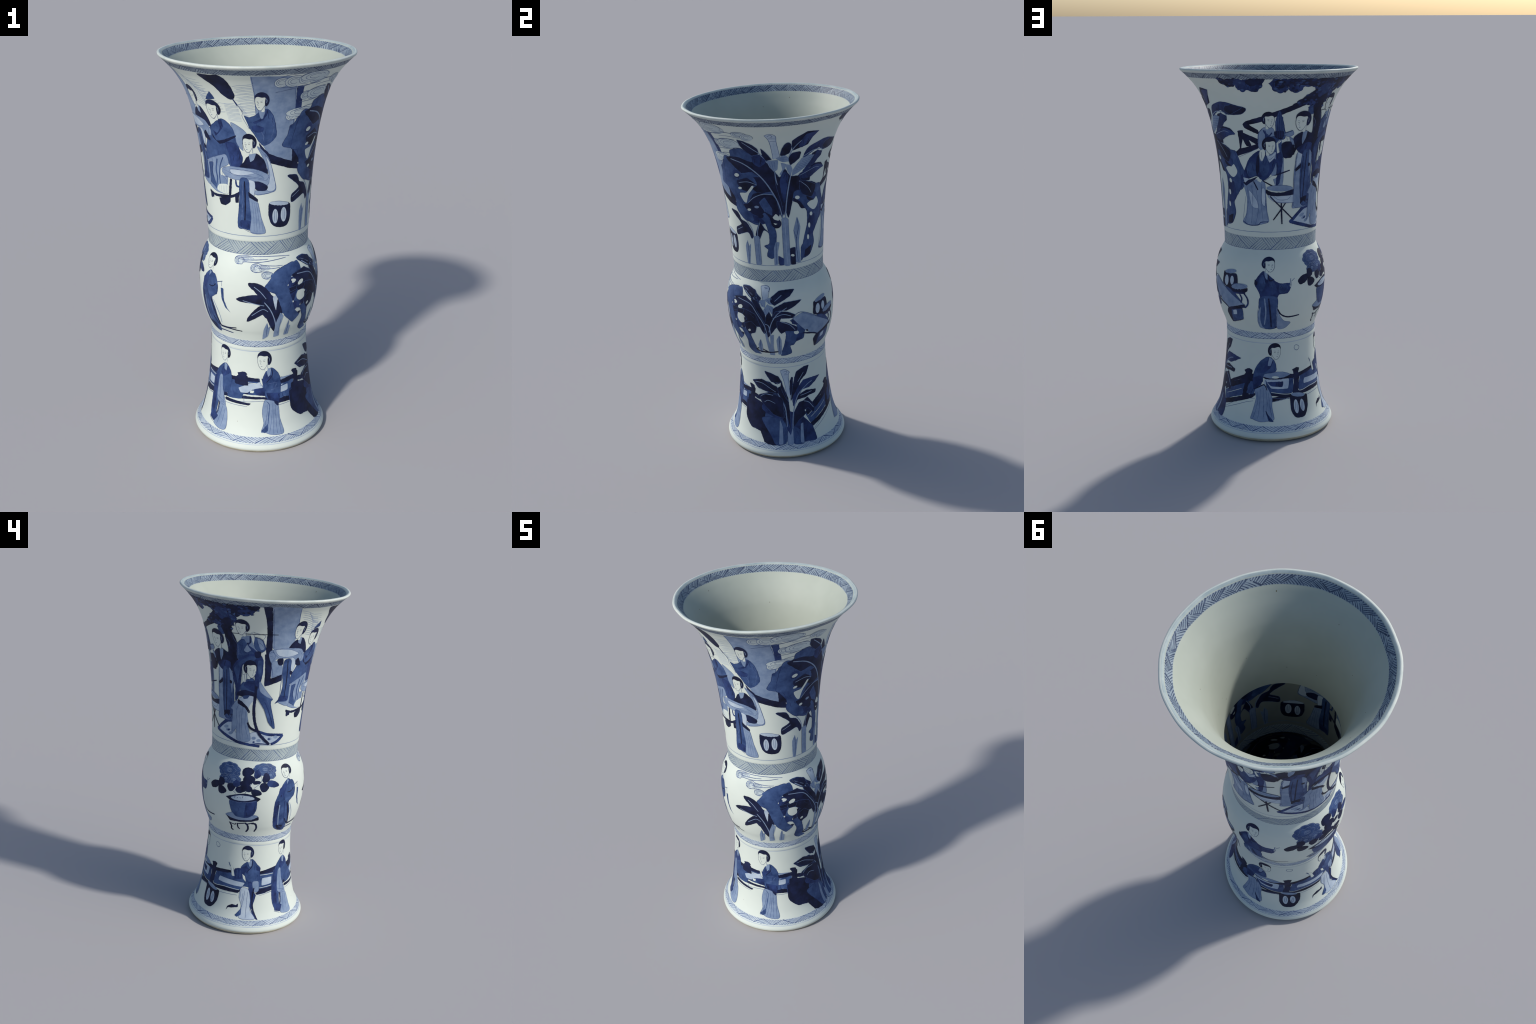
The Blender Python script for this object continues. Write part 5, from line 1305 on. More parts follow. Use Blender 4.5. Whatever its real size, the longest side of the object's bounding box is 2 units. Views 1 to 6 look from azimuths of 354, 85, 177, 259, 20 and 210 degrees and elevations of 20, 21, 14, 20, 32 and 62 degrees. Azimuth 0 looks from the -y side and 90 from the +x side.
stroke("wash", 0.0076, [(171.8, 0.795), (172.9, 0.716), (170.7, 0.639)])
stroke("wash", 0.0061, [(-178.5, 0.779), (-179.1, 0.716), (-177.4, 0.639)])
fill("ink", [(-189.1, 0.657), (-172, 0.656), (-172.4, 0.625), (-178.1, 0.613), (-188, 0.615)], soft=False)
fill("wash", [(164.7, 0.714), (168, 0.747), (166.6, 0.681), (168.1, 0.63), (172, 0.615), (165.5, 0.622), (163.4, 0.663)])
fill("wash", [(-175.6, 0.747), (-172.4, 0.698), (-167.3, 0.662), (-159, 0.647), (-164.6, 0.616), (-173, 0.611), (-175.9, 0.648)])
stroke("ink", 0.0084, [(-174.4, 0.731), (-170.9, 0.701), (-162.9, 0.683), (-149, 0.686)])
stroke("line", 0.0023, [(165.9, 0.762), (164, 0.697), (165.5, 0.622)])
fill("white", [(-162.1, 0.88), (-160.9, 0.902), (-159.5, 0.894), (-156.6, 0.901), (-159.5, 0.882), (-160.7, 0.85), (-162.2, 0.858)], soft=False)
stroke("line", 0.0038, [(-162.1, 0.865), (-160.9, 0.9)])
stroke("line", 0.0031, [(-160.6, 0.883), (-156.6, 0.899)])
stroke("line", 0.0023, [(-161.4, 0.846), (-160.1, 0.879)])
head(177.3, 0.970, 5.8, 0.035, 1)
motif("bulb", "potted_peony")
stroke("line", 0.003, [(-130.4, 0.917), (-123.4, 0.88), (-118.7, 0.862)])
stroke("line", 0.003, [(-97.7, 0.988), (-101.5, 0.939), (-108.9, 0.869)])
stroke("line", 0.003, [(-91.8, 0.976), (-91.7, 0.941), (-99.7, 0.903)])
stroke("line", 0.003, [(-116.9, 0.93), (-120.3, 0.875)])
blossom(-130.1, 0.985, 13.6, 0.041)
blossom(-122.4, 0.940, 7.7, 0.027)
blossom(-132.6, 0.936, 8.1, 0.024)
blossom(-87.5, 1.007, 13.4, 0.030)
blossom(-81.1, 0.978, 6.2, 0.022)
leaf("ink", 0.0429, [(-152.6, 0.87), (-144.9, 0.89), (-138.2, 0.905)])
leaf("ink", 0.0507, [(-141.6, 0.913), (-137.1, 0.914), (-132.8, 0.912)])
leaf("ink", 0.0507, [(-141.2, 0.864), (-135.6, 0.866), (-130.2, 0.865)])
leaf("ink", 0.0468, [(-128.8, 0.882), (-124.4, 0.896), (-120.1, 0.904)])
leaf("dark", 0.039, [(-122.8, 0.921), (-118.5, 0.92), (-114.1, 0.918)])
leaf("ink", 0.0507, [(-113.8, 0.979), (-107, 0.991), (-100.1, 0.997)])
leaf("dark", 0.0468, [(-100.1, 0.985), (-96.2, 0.981), (-92.2, 0.975)])
leaf("ink", 0.0546, [(-111.7, 0.938), (-105.2, 0.95), (-98.5, 0.957)])
leaf("ink", 0.0351, [(-115.5, 0.924), (-109.7, 0.924), (-103.7, 0.922)])
leaf("ink", 0.039, [(-119.3, 0.88), (-112.7, 0.892), (-106.2, 0.9)])
leaf("ink", 0.039, [(-109.1, 0.9), (-105.1, 0.898), (-100.9, 0.893)])
leaf("ink", 0.0234, [(-101.1, 0.933), (-96.6, 0.937), (-92, 0.94)])
leaf("ink", 0.0546, [(-92.8, 0.901), (-87.9, 0.91), (-82.9, 0.914)])
leaf("ink", 0.0546, [(-90.1, 0.968), (-86.2, 0.961), (-82.2, 0.952)])
leaf("dark", 0.039, [(-85.3, 0.934), (-78.5, 0.927), (-71.1, 0.917)])
leaf("ink", 0.039, [(-102.3, 0.881), (-96.7, 0.878), (-90.7, 0.872)])
fill("ink", [(-130.3, 0.834), (-118.6, 0.858), (-108.9, 0.869), (-99.2, 0.862), (-91.8, 0.842), (-94.7, 0.824), (-97.2, 0.827), (-106.9, 0.816), (-118.3, 0.815), (-125, 0.816)], soft=False)
fill("pale", [(-124.1, 0.836), (-114.3, 0.856), (-101.9, 0.854), (-98.3, 0.839), (-108.4, 0.824), (-119.8, 0.823)])
stroke("dark", 0.003, [(-120.6, 0.836), (-119.2, 0.846)])
stroke("dark", 0.003, [(-117.4, 0.835), (-116.3, 0.842)])
stroke("dark", 0.003, [(-114.3, 0.842), (-113.4, 0.838)])
stroke("dark", 0.003, [(-111.2, 0.84), (-110.8, 0.853)])
stroke("dark", 0.003, [(-108.2, 0.847), (-108, 0.848)])
stroke("dark", 0.003, [(-105.2, 0.844), (-105.2, 0.844)])
stroke("dark", 0.003, [(-102.2, 0.85), (-102.6, 0.857)])
fill("mid", [(-125.4, 0.815), (-115.4, 0.814), (-104.2, 0.817), (-95.8, 0.828), (-96.4, 0.763), (-101.9, 0.724), (-112, 0.713), (-120.3, 0.723), (-124.4, 0.768)])
fill("dark", [(-106.9, 0.814), (-96.1, 0.826), (-96.6, 0.763), (-101.9, 0.724), (-109, 0.717)], soft=False)
stroke("line", 0.003, [(-125.7, 0.813), (-112.5, 0.812), (-96.1, 0.826)])
fill("wash", [(-130.8, 0.72), (-122.5, 0.741), (-118, 0.721), (-106.1, 0.717), (-97.7, 0.738), (-93, 0.726), (-100.2, 0.707), (-115, 0.698), (-126, 0.707)])
fill("ink", [(-130.5, 0.718), (-124.4, 0.705), (-115, 0.698), (-100.2, 0.704), (-92.6, 0.728), (-92.1, 0.706), (-100.1, 0.694), (-113.5, 0.686), (-125.4, 0.686)], soft=False)
stroke("ink", 0.0105, [(-126.5, 0.672), (-124.5, 0.647), (-125, 0.628), (-122.5, 0.619)])
stroke("ink", 0.006, [(-127.4, 0.67), (-120, 0.662), (-118.3, 0.672)])
stroke("ink", 0.009, [(-116.7, 0.674), (-116.1, 0.647), (-113.8, 0.633)])
stroke("ink", 0.012, [(-107.4, 0.681), (-104.3, 0.665), (-103.8, 0.637), (-106.4, 0.617)])
stroke("ink", 0.0068, [(-116.7, 0.67), (-105.9, 0.682)])
stroke("ink", 0.012, [(-99.9, 0.68), (-95.3, 0.677), (-93.6, 0.65), (-95.9, 0.622)])
stroke("ink", 0.0075, [(-105.9, 0.673), (-97, 0.686)])
motif("bulb", "painted_lady")
fill("mid", [(-69.7, 0.881), (-64.7, 0.922), (-57.9, 0.945), (-52.1, 0.916), (-47.5, 0.88), (-49, 0.835), (-56.2, 0.805), (-52.4, 0.733), (-52.2, 0.617), (-64.1, 0.623), (-71.8, 0.65), (-74.7, 0.715), (-74.9, 0.807)])
fill("dark", [(-69.8, 0.893), (-60.2, 0.925), (-53.2, 0.91), (-60, 0.857), (-64.9, 0.838), (-70.2, 0.851)])
fill("ink", [(-50, 0.891), (-47.5, 0.872), (-48.5, 0.858), (-53.1, 0.872)], soft=False)
fill("dark", [(-55.5, 0.836), (-49.3, 0.843), (-52.9, 0.816)], soft=False)
fill("dark", [(-75.1, 0.724), (-74.3, 0.814), (-69.6, 0.819), (-68.1, 0.718), (-65, 0.634), (-72.3, 0.66)], soft=False)
stroke("wash", 0.0075, [(-68.6, 0.794), (-68.1, 0.718), (-64.5, 0.633)])
stroke("ink", 0.0105, [(-58.4, 0.799), (-54.8, 0.737), (-49.1, 0.645)])
stroke("wash", 0.0045, [(-54.2, 0.794), (-48.3, 0.727), (-47.1, 0.673)])
stroke("dark", 0.006, [(-62.6, 0.812), (-60.3, 0.727), (-55.1, 0.621)])
fill("ink", [(-68.8, 0.661), (-57.9, 0.649), (-57.3, 0.62), (-64.1, 0.623)], soft=False)
fill("wash", [(-59.9, 0.943), (-56.2, 0.929), (-58, 0.897), (-60.2, 0.914)], soft=False)
stroke("dark", 0.0053, [(-55.2, 0.935), (-57.4, 0.907), (-63.8, 0.884)])
stroke("ink", 0.0068, [(-49.6, 0.648), (-39.2, 0.649), (-23.6, 0.645)])
stroke("ink", 0.0074, [(-58.2, 0.697), (-52, 0.659), (-41.8, 0.653), (-29.7, 0.661)])
stroke("dark", 0.0067, [(-64.9, 0.652), (-56.5, 0.628), (-45.7, 0.628), (-34.9, 0.624)])
stroke("dark", 0.0037, [(-48.2, 0.898), (-41.9, 0.909)])
stroke("line", 0.0022, [(-43.3, 0.908), (-42.7, 0.881)])
fill("white", [(-44.1, 0.879), (-41, 0.883), (-41.3, 0.871), (-43.7, 0.868)], soft=False)
fill("mid", [(-43.7, 0.872), (-40.6, 0.872), (-40.3, 0.817), (-37.5, 0.772), (-33.9, 0.75), (-39.3, 0.77), (-42.9, 0.814)], soft=False)
fill("mid", [(-57.5, 0.931), (-51.9, 0.932), (-48.1, 0.893), (-50.2, 0.835), (-59.7, 0.802), (-64, 0.851), (-61.4, 0.895)])
stroke("ink", 0.0052, [(-59.9, 0.866), (-54.1, 0.868), (-50, 0.886)])
head(-60.8, 0.982, 6.2, 0.034, -1)
motif("foot", "garden_fence")
fill("ink", [(-88.6, 0.36), (-56, 0.389), (-37.5, 0.379), (-19.2, 0.383), (-2.4, 0.378), (20.3, 0.376), (36.8, 0.366), (36.4, 0.346), (20, 0.353), (-2.4, 0.358), (-19.1, 0.359), (-37.3, 0.355), (-55.6, 0.365), (-95.4, 0.318)], soft=False)
fill("mid", [(-95.4, 0.322), (-55.7, 0.369), (-39.3, 0.357), (-19.1, 0.363), (-2.4, 0.359), (20.1, 0.358), (36.4, 0.348), (32.4, 0.259), (17.4, 0.274), (-2.6, 0.287), (-22.3, 0.289), (-42.5, 0.283), (-56.4, 0.277), (-84.4, 0.244)], soft=False)
fill("ink", [(-89, 0.233), (-56.1, 0.269), (-42.4, 0.275), (-22.2, 0.281), (-2.6, 0.278), (17.3, 0.27), (32.4, 0.259), (32.1, 0.243), (17.1, 0.252), (-2.7, 0.266), (-22.1, 0.265), (-44.1, 0.257), (-58.2, 0.248), (-86.2, 0.222)], soft=False)
fill("pale", [(-39, 0.333), (-30.5, 0.338), (-31.5, 0.301), (-39.7, 0.299)], soft=False)
fill("mid", [(-37, 0.331), (-30.6, 0.361), (-30.6, 0.286), (-38.5, 0.282)], soft=False)
fill("white", [(-40, 0.327), (-37, 0.33), (-37.7, 0.302), (-40.3, 0.3)], soft=False)
fill("pale", [(19.9, 0.336), (28.5, 0.33), (28.1, 0.298), (19.2, 0.304)], soft=False)
fill("pale", [(-82.2, 0.305), (-67.9, 0.32), (-69, 0.288), (-80.6, 0.273)], soft=False)
fill("pale", [(-19.1, 0.347), (-3.3, 0.354), (-3.3, 0.322), (-19.8, 0.318)], soft=False)
stroke("white", 0.003, [(-30.6, 0.362), (-31.3, 0.283), (-44.5, 0.276)])
stroke("white", 0.003, [(35.2, 0.344), (32.9, 0.262)])
stroke("white", 0.003, [(-20, 0.354), (-2.4, 0.351)])
stroke("white", 0.0022, [(-22.3, 0.289), (-2.6, 0.284)])
stroke("line", 0.0022, [(-84.7, 0.215), (-58, 0.24), (-43.9, 0.245), (-22, 0.248), (-2.7, 0.256), (17, 0.246), (31.9, 0.235)])
stroke("line", 0.0022, [(-22.9, 0.28), (-22.7, 0.247)])
fill("ink", [(-31.4, 0.402), (-22.8, 0.413), (-19.2, 0.399), (-24.1, 0.384), (-21.6, 0.337), (-29.5, 0.331), (-29.4, 0.38)], soft=False)
fill("ink", [(34.2, 0.395), (39.7, 0.394), (44.6, 0.375), (41.5, 0.297), (35.7, 0.307), (37.3, 0.37)], soft=False)
fill("wash", [(18.4, 0.374), (32.3, 0.373), (37.9, 0.36), (20.1, 0.358)], soft=False)
motif("foot", "garden_fence")
fill("ink", [(-175.8, 0.33), (-153.1, 0.343), (-134.3, 0.353), (-122.9, 0.359), (-104.1, 0.365), (-82.1, 0.361), (-65.1, 0.365), (-65, 0.346), (-82, 0.345), (-103.8, 0.345), (-122.5, 0.34), (-147, 0.327), (-176.5, 0.307)], soft=False)
fill("mid", [(-147.1, 0.329), (-122.6, 0.344), (-103.8, 0.348), (-83.7, 0.348), (-65, 0.348), (-67, 0.274), (-84.8, 0.259), (-102.8, 0.271), (-120.8, 0.262), (-143.9, 0.253)], soft=False)
fill("mid", [(-187.1, 0.288), (-153.6, 0.321), (-152.8, 0.253), (-180.8, 0.233)], soft=False)
fill("ink", [(-184.4, 0.22), (-150.9, 0.244), (-131.4, 0.253), (-110.6, 0.255), (-102.6, 0.255), (-86.4, 0.256), (-67, 0.263), (-67, 0.247), (-86.3, 0.236), (-107.1, 0.238), (-125.3, 0.233), (-145.2, 0.231), (-184.1, 0.199)], soft=False)
fill("pale", [(-138.2, 0.306), (-103.4, 0.319), (-103.8, 0.286), (-137.6, 0.272)], soft=False)
fill("pale", [(-80.9, 0.321), (-68, 0.323), (-68.5, 0.284), (-81.2, 0.277)], soft=False)
fill("pale", [(-168.9, 0.298), (-160.7, 0.303), (-160.5, 0.274), (-167.2, 0.273)], soft=False)
stroke("white", 0.003, [(-146.6, 0.318), (-145.8, 0.254), (-126.1, 0.262), (-106.1, 0.276)])
stroke("white", 0.003, [(-146.7, 0.319), (-122.4, 0.332)])
stroke("white", 0.003, [(-83.7, 0.342), (-65, 0.343)])
stroke("white", 0.003, [(-84.8, 0.263), (-67, 0.271)])
stroke("line", 0.0023, [(-138.4, 0.226), (-125.2, 0.23), (-110.1, 0.228)])
stroke("line", 0.0023, [(-88.7, 0.221), (-77.9, 0.228), (-68, 0.232)])
stroke("line", 0.0023, [(-183, 0.198), (-155, 0.22)])
fill("ink", [(-154.4, 0.357), (-149.1, 0.378), (-145, 0.371), (-146.8, 0.354), (-145, 0.251), (-153, 0.232), (-153.4, 0.264), (-152.4, 0.34)], soft=False)
fill("ink", [(-34.3, 0.373), (-25.5, 0.411), (-18.7, 0.385), (-18.5, 0.291), (-29, 0.305), (-34.5, 0.349)], soft=False)
fill("mid", [(-42.2, 0.338), (-22.6, 0.334), (-25.4, 0.264), (-43.2, 0.257)], soft=False)
fill("ink", [(-44.8, 0.252), (-15.6, 0.242), (-18, 0.231), (-45.1, 0.236)], soft=False)
stroke("line", 0.0023, [(-45.4, 0.224), (-19, 0.224)])
motif("foot", "garden_fence")
fill("ink", [(107.8, 0.246), (124.4, 0.295), (142.9, 0.336), (157.9, 0.354), (158.1, 0.331), (143.2, 0.313), (125, 0.276), (109, 0.232)], soft=False)
fill("mid", [(109, 0.232), (124.9, 0.28), (142.1, 0.312), (142.7, 0.224), (127.9, 0.194), (114.7, 0.165)], soft=False)
fill("ink", [(115.1, 0.16), (128.1, 0.19), (142.7, 0.22), (158.7, 0.244), (158.8, 0.23), (143, 0.208), (128.9, 0.176), (116.1, 0.142)], soft=False)
fill("pale", [(120.6, 0.234), (135.7, 0.272), (136.3, 0.247), (122.1, 0.214)], soft=False)
stroke("white", 0.0031, [(112.9, 0.242), (142.2, 0.309), (143, 0.224), (127.9, 0.194)])
fill("ink", [(143.6, 0.364), (148.5, 0.378), (153.3, 0.371), (151, 0.354), (151, 0.227), (142.4, 0.216), (143.3, 0.332), (145.7, 0.351)], soft=False)
fill("mid", [(150.8, 0.327), (158.1, 0.331), (157.8, 0.243), (150.9, 0.239)], soft=False)
stroke("white", 0.0023, [(151.2, 0.323), (151.4, 0.243)])
fill("mid", [(-188.3, 0.325), (-154.3, 0.321), (-156.9, 0.238), (-185.1, 0.253)], soft=False)
fill("pale", [(-188.3, 0.325), (-160.7, 0.324), (-162.1, 0.269), (-181.8, 0.275)], soft=False)
fill("ink", [(-185.1, 0.249), (-169.1, 0.244), (-153.7, 0.239), (-154, 0.222), (-169.2, 0.227), (-181.9, 0.234)], soft=False)
fill("dark", [(-186.7, 0.31), (-167.7, 0.31), (-168.8, 0.28), (-181.8, 0.287)], soft=False)
stroke("white", 0.0031, [(-154.4, 0.317), (-156.9, 0.24), (-181.9, 0.253)])
fill("ink", [(-161.3, 0.349), (-150.1, 0.344), (-125.3, 0.359), (-125.9, 0.34), (-150.4, 0.325), (-161.5, 0.33)], soft=False)
fill("mid", [(-145.3, 0.324), (-126, 0.336), (-99.9, 0.319), (-110, 0.246), (-129.2, 0.249), (-147.4, 0.249)], soft=False)
fill("ink", [(-153.7, 0.236), (-129.5, 0.242), (-109.3, 0.241), (-111.8, 0.229), (-130.2, 0.227), (-148.3, 0.226)], soft=False)
fill("pale", [(-137.3, 0.307), (-104.2, 0.294), (-107.6, 0.269), (-139, 0.278)], soft=False)
stroke("white", 0.0031, [(-145.3, 0.322), (-147.8, 0.249), (-129.1, 0.253), (-109.8, 0.248)])
fill("ink", [(-155.2, 0.369), (-149.6, 0.379), (-145.1, 0.372), (-146.2, 0.356), (-148, 0.35), (-145.8, 0.328), (-149.7, 0.232), (-156.4, 0.238), (-153.6, 0.305), (-153.8, 0.359)], soft=False)
stroke("line", 0.0023, [(118.1, 0.13), (133.5, 0.178), (150.4, 0.209), (158.9, 0.215)])
stroke("line", 0.0023, [(-181.1, 0.219), (-169.3, 0.216), (-159.4, 0.211)])
stroke("line", 0.0023, [(-139.4, 0.208), (-128, 0.212), (-112.2, 0.214)])
stroke("line", 0.0023, [(149.8, 0.226), (150.1, 0.206)])
motif("foot", "garden_fence")
fill("ink", [(109.9, 0.237), (123.1, 0.276), (144.6, 0.319), (155.6, 0.337), (155.3, 0.302), (145.5, 0.273), (124.4, 0.248), (112.2, 0.217)], soft=False)
fill("mid", [(114.7, 0.205), (142.9, 0.261), (142.3, 0.228), (119.9, 0.184)], soft=False)
fill("mid", [(120.7, 0.237), (142.8, 0.288), (151.7, 0.293), (149, 0.264), (123.2, 0.216)], soft=False)
fill("ink", [(114.2, 0.165), (150.9, 0.233), (157.9, 0.233), (155.5, 0.217), (118.3, 0.146), (114.6, 0.148)], soft=False)
fill("ink", [(145.1, 0.362), (150.6, 0.38), (155.1, 0.365), (147.2, 0.242), (142.8, 0.244), (146.8, 0.323)], soft=False)
fill("mid", [(152.9, 0.308), (163.6, 0.3), (155.9, 0.238), (147.9, 0.24)], soft=False)
stroke("line", 0.0023, [(117, 0.12), (146, 0.184), (157, 0.2)])
stroke("white", 0.0023, [(115.5, 0.2), (131.1, 0.235), (140.9, 0.257)])
stroke("white", 0.0023, [(111.5, 0.214), (122, 0.244)])
fill("ink", [(34.9, 0.399), (42.7, 0.393), (43.6, 0.314), (36.7, 0.311), (36.9, 0.372)], soft=False)
fill("ink", [(19.1, 0.36), (36.4, 0.371), (36.5, 0.345), (20.2, 0.341)], soft=False)
fill("mid", [(13.2, 0.321), (35.1, 0.347), (34.9, 0.282), (15.4, 0.26)], soft=False)
fill("pale", [(18.3, 0.324), (27.8, 0.33), (27.5, 0.299), (18.9, 0.294)], soft=False)
fill("ink", [(12.9, 0.254), (33.3, 0.262), (32.3, 0.239), (13.7, 0.238)], soft=False)
stroke("line", 0.0023, [(14.3, 0.226), (31, 0.232)])
fill("ink", [(41.6, 0.353), (54.6, 0.336), (52.6, 0.317), (41.6, 0.328)], soft=False)
motif("foot", "painted_rock")
fill("dark", [(29.8, 0.294), (44, 0.314), (58.5, 0.297), (76.2, 0.29), (92.7, 0.253), (102.7, 0.237), (107.3, 0.207), (116.3, 0.145), (117.4, 0.074), (106, 0.074), (101.5, 0.075), (90.2, 0.09), (75.7, 0.075), (60.8, 0.077), (57, 0.124), (42.1, 0.143), (30.9, 0.198)])
fill("mid", [(52.9, 0.233), (65.7, 0.24), (79.1, 0.216), (85.1, 0.167), (84.3, 0.085), (72.8, 0.074), (58.9, 0.174)])
fill("mid", [(91.4, 0.164), (100.6, 0.142), (102.9, 0.073), (91.4, 0.079)])
fill("ink", [(29.9, 0.286), (46.3, 0.309), (54.9, 0.227), (64.1, 0.17), (72.8, 0.077), (60.8, 0.077), (56.1, 0.127), (42.1, 0.143), (30.9, 0.198)], soft=False)
fill("white", [(101.2, 0.272), (108.8, 0.27), (110.1, 0.245), (104.6, 0.227), (100.2, 0.244)], soft=False)
fill("ink", [(33.2, 0.325), (44.6, 0.318), (59.9, 0.286), (59.3, 0.207), (68.6, 0.128), (74, 0.07), (61.3, 0.077), (52.4, 0.137), (42, 0.137), (31.8, 0.179), (29.5, 0.216), (33.3, 0.273)])
fill("mid", [(55.2, 0.208), (75, 0.216), (80.8, 0.132), (74, 0.07), (67.5, 0.115)])
motif("foot", "painted_lady")
fill("mid", [(0.2, 0.401), (4.5, 0.428), (9.8, 0.433), (15.9, 0.404), (18.7, 0.369), (18.5, 0.297), (15.7, 0.284), (11.9, 0.251), (5.4, 0.259), (0.6, 0.285), (0, 0.341), (-2.8, 0.358)])
fill("dark", [(4.5, 0.42), (7.8, 0.386), (0, 0.349), (-2.4, 0.366), (1, 0.389)], soft=False)
fill("dark", [(2.3, 0.3), (17.6, 0.29), (15, 0.225), (10.3, 0.252), (4.6, 0.26)], soft=False)
fill("wash", [(2.5, 0.432), (8, 0.432), (7, 0.398), (4.4, 0.388)], soft=False)
stroke("ink", 0.0052, [(8.9, 0.429), (9.2, 0.393), (2.6, 0.356)])
stroke("line", 0.0022, [(4.2, 0.348), (14.5, 0.349), (10.8, 0.32)])
stroke("line", 0.0022, [(7.4, 0.314), (16.1, 0.323)])
fill("pale", [(-29.4, 0.319), (-22.5, 0.337), (-14, 0.341), (-4.9, 0.362), (-2.4, 0.354), (-2.2, 0.326), (-12.4, 0.321), (-18.9, 0.299), (-26.6, 0.297)], soft=False)
fill("white", [(-15.6, 0.312), (-11.5, 0.313), (-12.3, 0.3), (-16, 0.3)], soft=False)
fill("white", [(-5.7, 0.39), (-3.7, 0.39), (-1.6, 0.341), (-4.1, 0.35)], soft=False)
stroke("line", 0.0022, [(-6.5, 0.382), (-4.9, 0.358), (-2.2, 0.338)])
fill("dark", [(-11.5, 0.321), (-0.9, 0.329), (0.6, 0.285), (-9.1, 0.29)], soft=False)
fill("wash", [(0.5, 0.261), (10.3, 0.25), (15, 0.225), (15.7, 0.158), (18.3, 0.092), (15, 0.079), (5, 0.083), (-0.4, 0.095), (-4.2, 0.097), (-1.6, 0.138), (-2.8, 0.199)])
fill("mid", [(-3.9, 0.102), (2.9, 0.136), (2.5, 0.101), (-1.2, 0.092)], soft=False)
stroke("line", 0.0022, [(3.7, 0.244), (1.6, 0.167), (-1.8, 0.102)])
stroke("line", 0.0022, [(4.2, 0.205), (3, 0.151)])
stroke("line", 0.0022, [(8.5, 0.242), (6.9, 0.157), (3.7, 0.087)])
stroke("line", 0.0022, [(11.7, 0.231), (11.6, 0.154), (11.5, 0.085)])
stroke("line", 0.0022, [(10.2, 0.24), (9.3, 0.163), (7.9, 0.085)])
stroke("line", 0.0022, [(14.1, 0.214), (14.7, 0.151), (15.2, 0.085)])
stroke("mid", 0.0037, [(2.1, 0.253), (5.2, 0.228), (2.9, 0.136)])
fill("ink", [(10.3, 0.256), (15.6, 0.244), (14.7, 0.223), (11, 0.24)], soft=False)
head(-1.0, 0.470, 6.8, 0.047, -1)
motif("foot", "painted_lady")
fill("mid", [(-61.9, 0.373), (-53.8, 0.42), (-46.9, 0.435), (-40.3, 0.4), (-38.6, 0.348), (-42.8, 0.281), (-54.1, 0.259), (-57.8, 0.13), (-62.3, 0.114), (-66.2, 0.141), (-67.6, 0.196), (-66.9, 0.298)])
fill("dark", [(-65, 0.344), (-58.5, 0.369), (-59.7, 0.266), (-60.5, 0.141), (-64.6, 0.131), (-67.2, 0.203)], soft=False)
fill("wash", [(-57.3, 0.344), (-52.4, 0.361), (-50.7, 0.294), (-45.4, 0.22), (-45.8, 0.201), (-58.5, 0.225)])
fill("wash", [(-52.2, 0.212), (-43.1, 0.192), (-40.4, 0.092), (-47, 0.079), (-55.9, 0.09), (-56.9, 0.106)])
stroke("ink", 0.0098, [(-54.6, 0.211), (-54.6, 0.164), (-58.1, 0.123)])
fill("dark", [(-64.1, 0.153), (-53.3, 0.134), (-57.3, 0.099), (-65.1, 0.113)], soft=False)
fill("dark", [(-52.4, 0.406), (-45.4, 0.432), (-40.3, 0.392), (-49.7, 0.358), (-54.9, 0.373)], soft=False)
fill("wash", [(-49.8, 0.435), (-45.4, 0.428), (-46.8, 0.394), (-49.7, 0.402)], soft=False)
stroke("line", 0.0023, [(-58.8, 0.241), (-45.5, 0.217)])
stroke("line", 0.0023, [(-54.9, 0.349), (-54.4, 0.227)])
stroke("line", 0.0023, [(-48.5, 0.307), (-48.3, 0.217)])
stroke("line", 0.0023, [(-48.7, 0.194), (-52.6, 0.092)])
stroke("line", 0.0023, [(-44.9, 0.187), (-47, 0.09)])
stroke("line", 0.0023, [(-65.8, 0.11), (-58.6, 0.094)])
stroke("line", 0.0023, [(-57.3, 0.344), (-58.5, 0.225), (-45.8, 0.201)])
head(-50.3, 0.483, 6.2, 0.041, -1)
motif("foot", "painted_lady")
fill("mid", [(-109.4, 0.386), (-103.2, 0.421), (-95, 0.442), (-87.7, 0.406), (-84, 0.385), (-84.7, 0.358), (-85.2, 0.318), (-88.4, 0.295), (-98.2, 0.296), (-103.7, 0.341)])
fill("dark", [(-109.4, 0.386), (-102.9, 0.401), (-99.3, 0.382), (-100.6, 0.35), (-105.9, 0.372)], soft=False)
fill("dark", [(-117.8, 0.372), (-109.4, 0.382), (-104.1, 0.365), (-106.8, 0.32), (-117.6, 0.317)])
stroke("mid", 0.006, [(-114.3, 0.371), (-114.3, 0.323)])
stroke("mid", 0.006, [(-110, 0.37), (-110.2, 0.326)])
fill("dark", [(-89.4, 0.399), (-83.7, 0.385), (-84.7, 0.366), (-89.1, 0.375)], soft=False)
fill("dark", [(-99.1, 0.303), (-93.3, 0.296), (-94.7, 0.272), (-90.6, 0.264), (-92.9, 0.249), (-88.7, 0.217), (-93.6, 0.134), (-86.5, 0.076), (-91.4, 0.089), (-96, 0.157), (-97.5, 0.233)], soft=False)
stroke("ink", 0.0053, [(-94.9, 0.435), (-95.3, 0.399), (-100.8, 0.366)])
fill("wash", [(-100.8, 0.43), (-95.7, 0.434), (-96.1, 0.399), (-98.7, 0.398)], soft=False)
fill("wash", [(-93.4, 0.3), (-85.9, 0.303), (-85.6, 0.248), (-91.2, 0.241)])
fill("pale", [(-109, 0.205), (-107.5, 0.261), (-98.6, 0.256), (-95.6, 0.194), (-95.8, 0.134), (-90, 0.085), (-97.6, 0.079), (-107.4, 0.089), (-105.8, 0.154)])
fill("mid", [(-112, 0.099), (-105.5, 0.139), (-105.6, 0.103), (-109.6, 0.091)], soft=False)
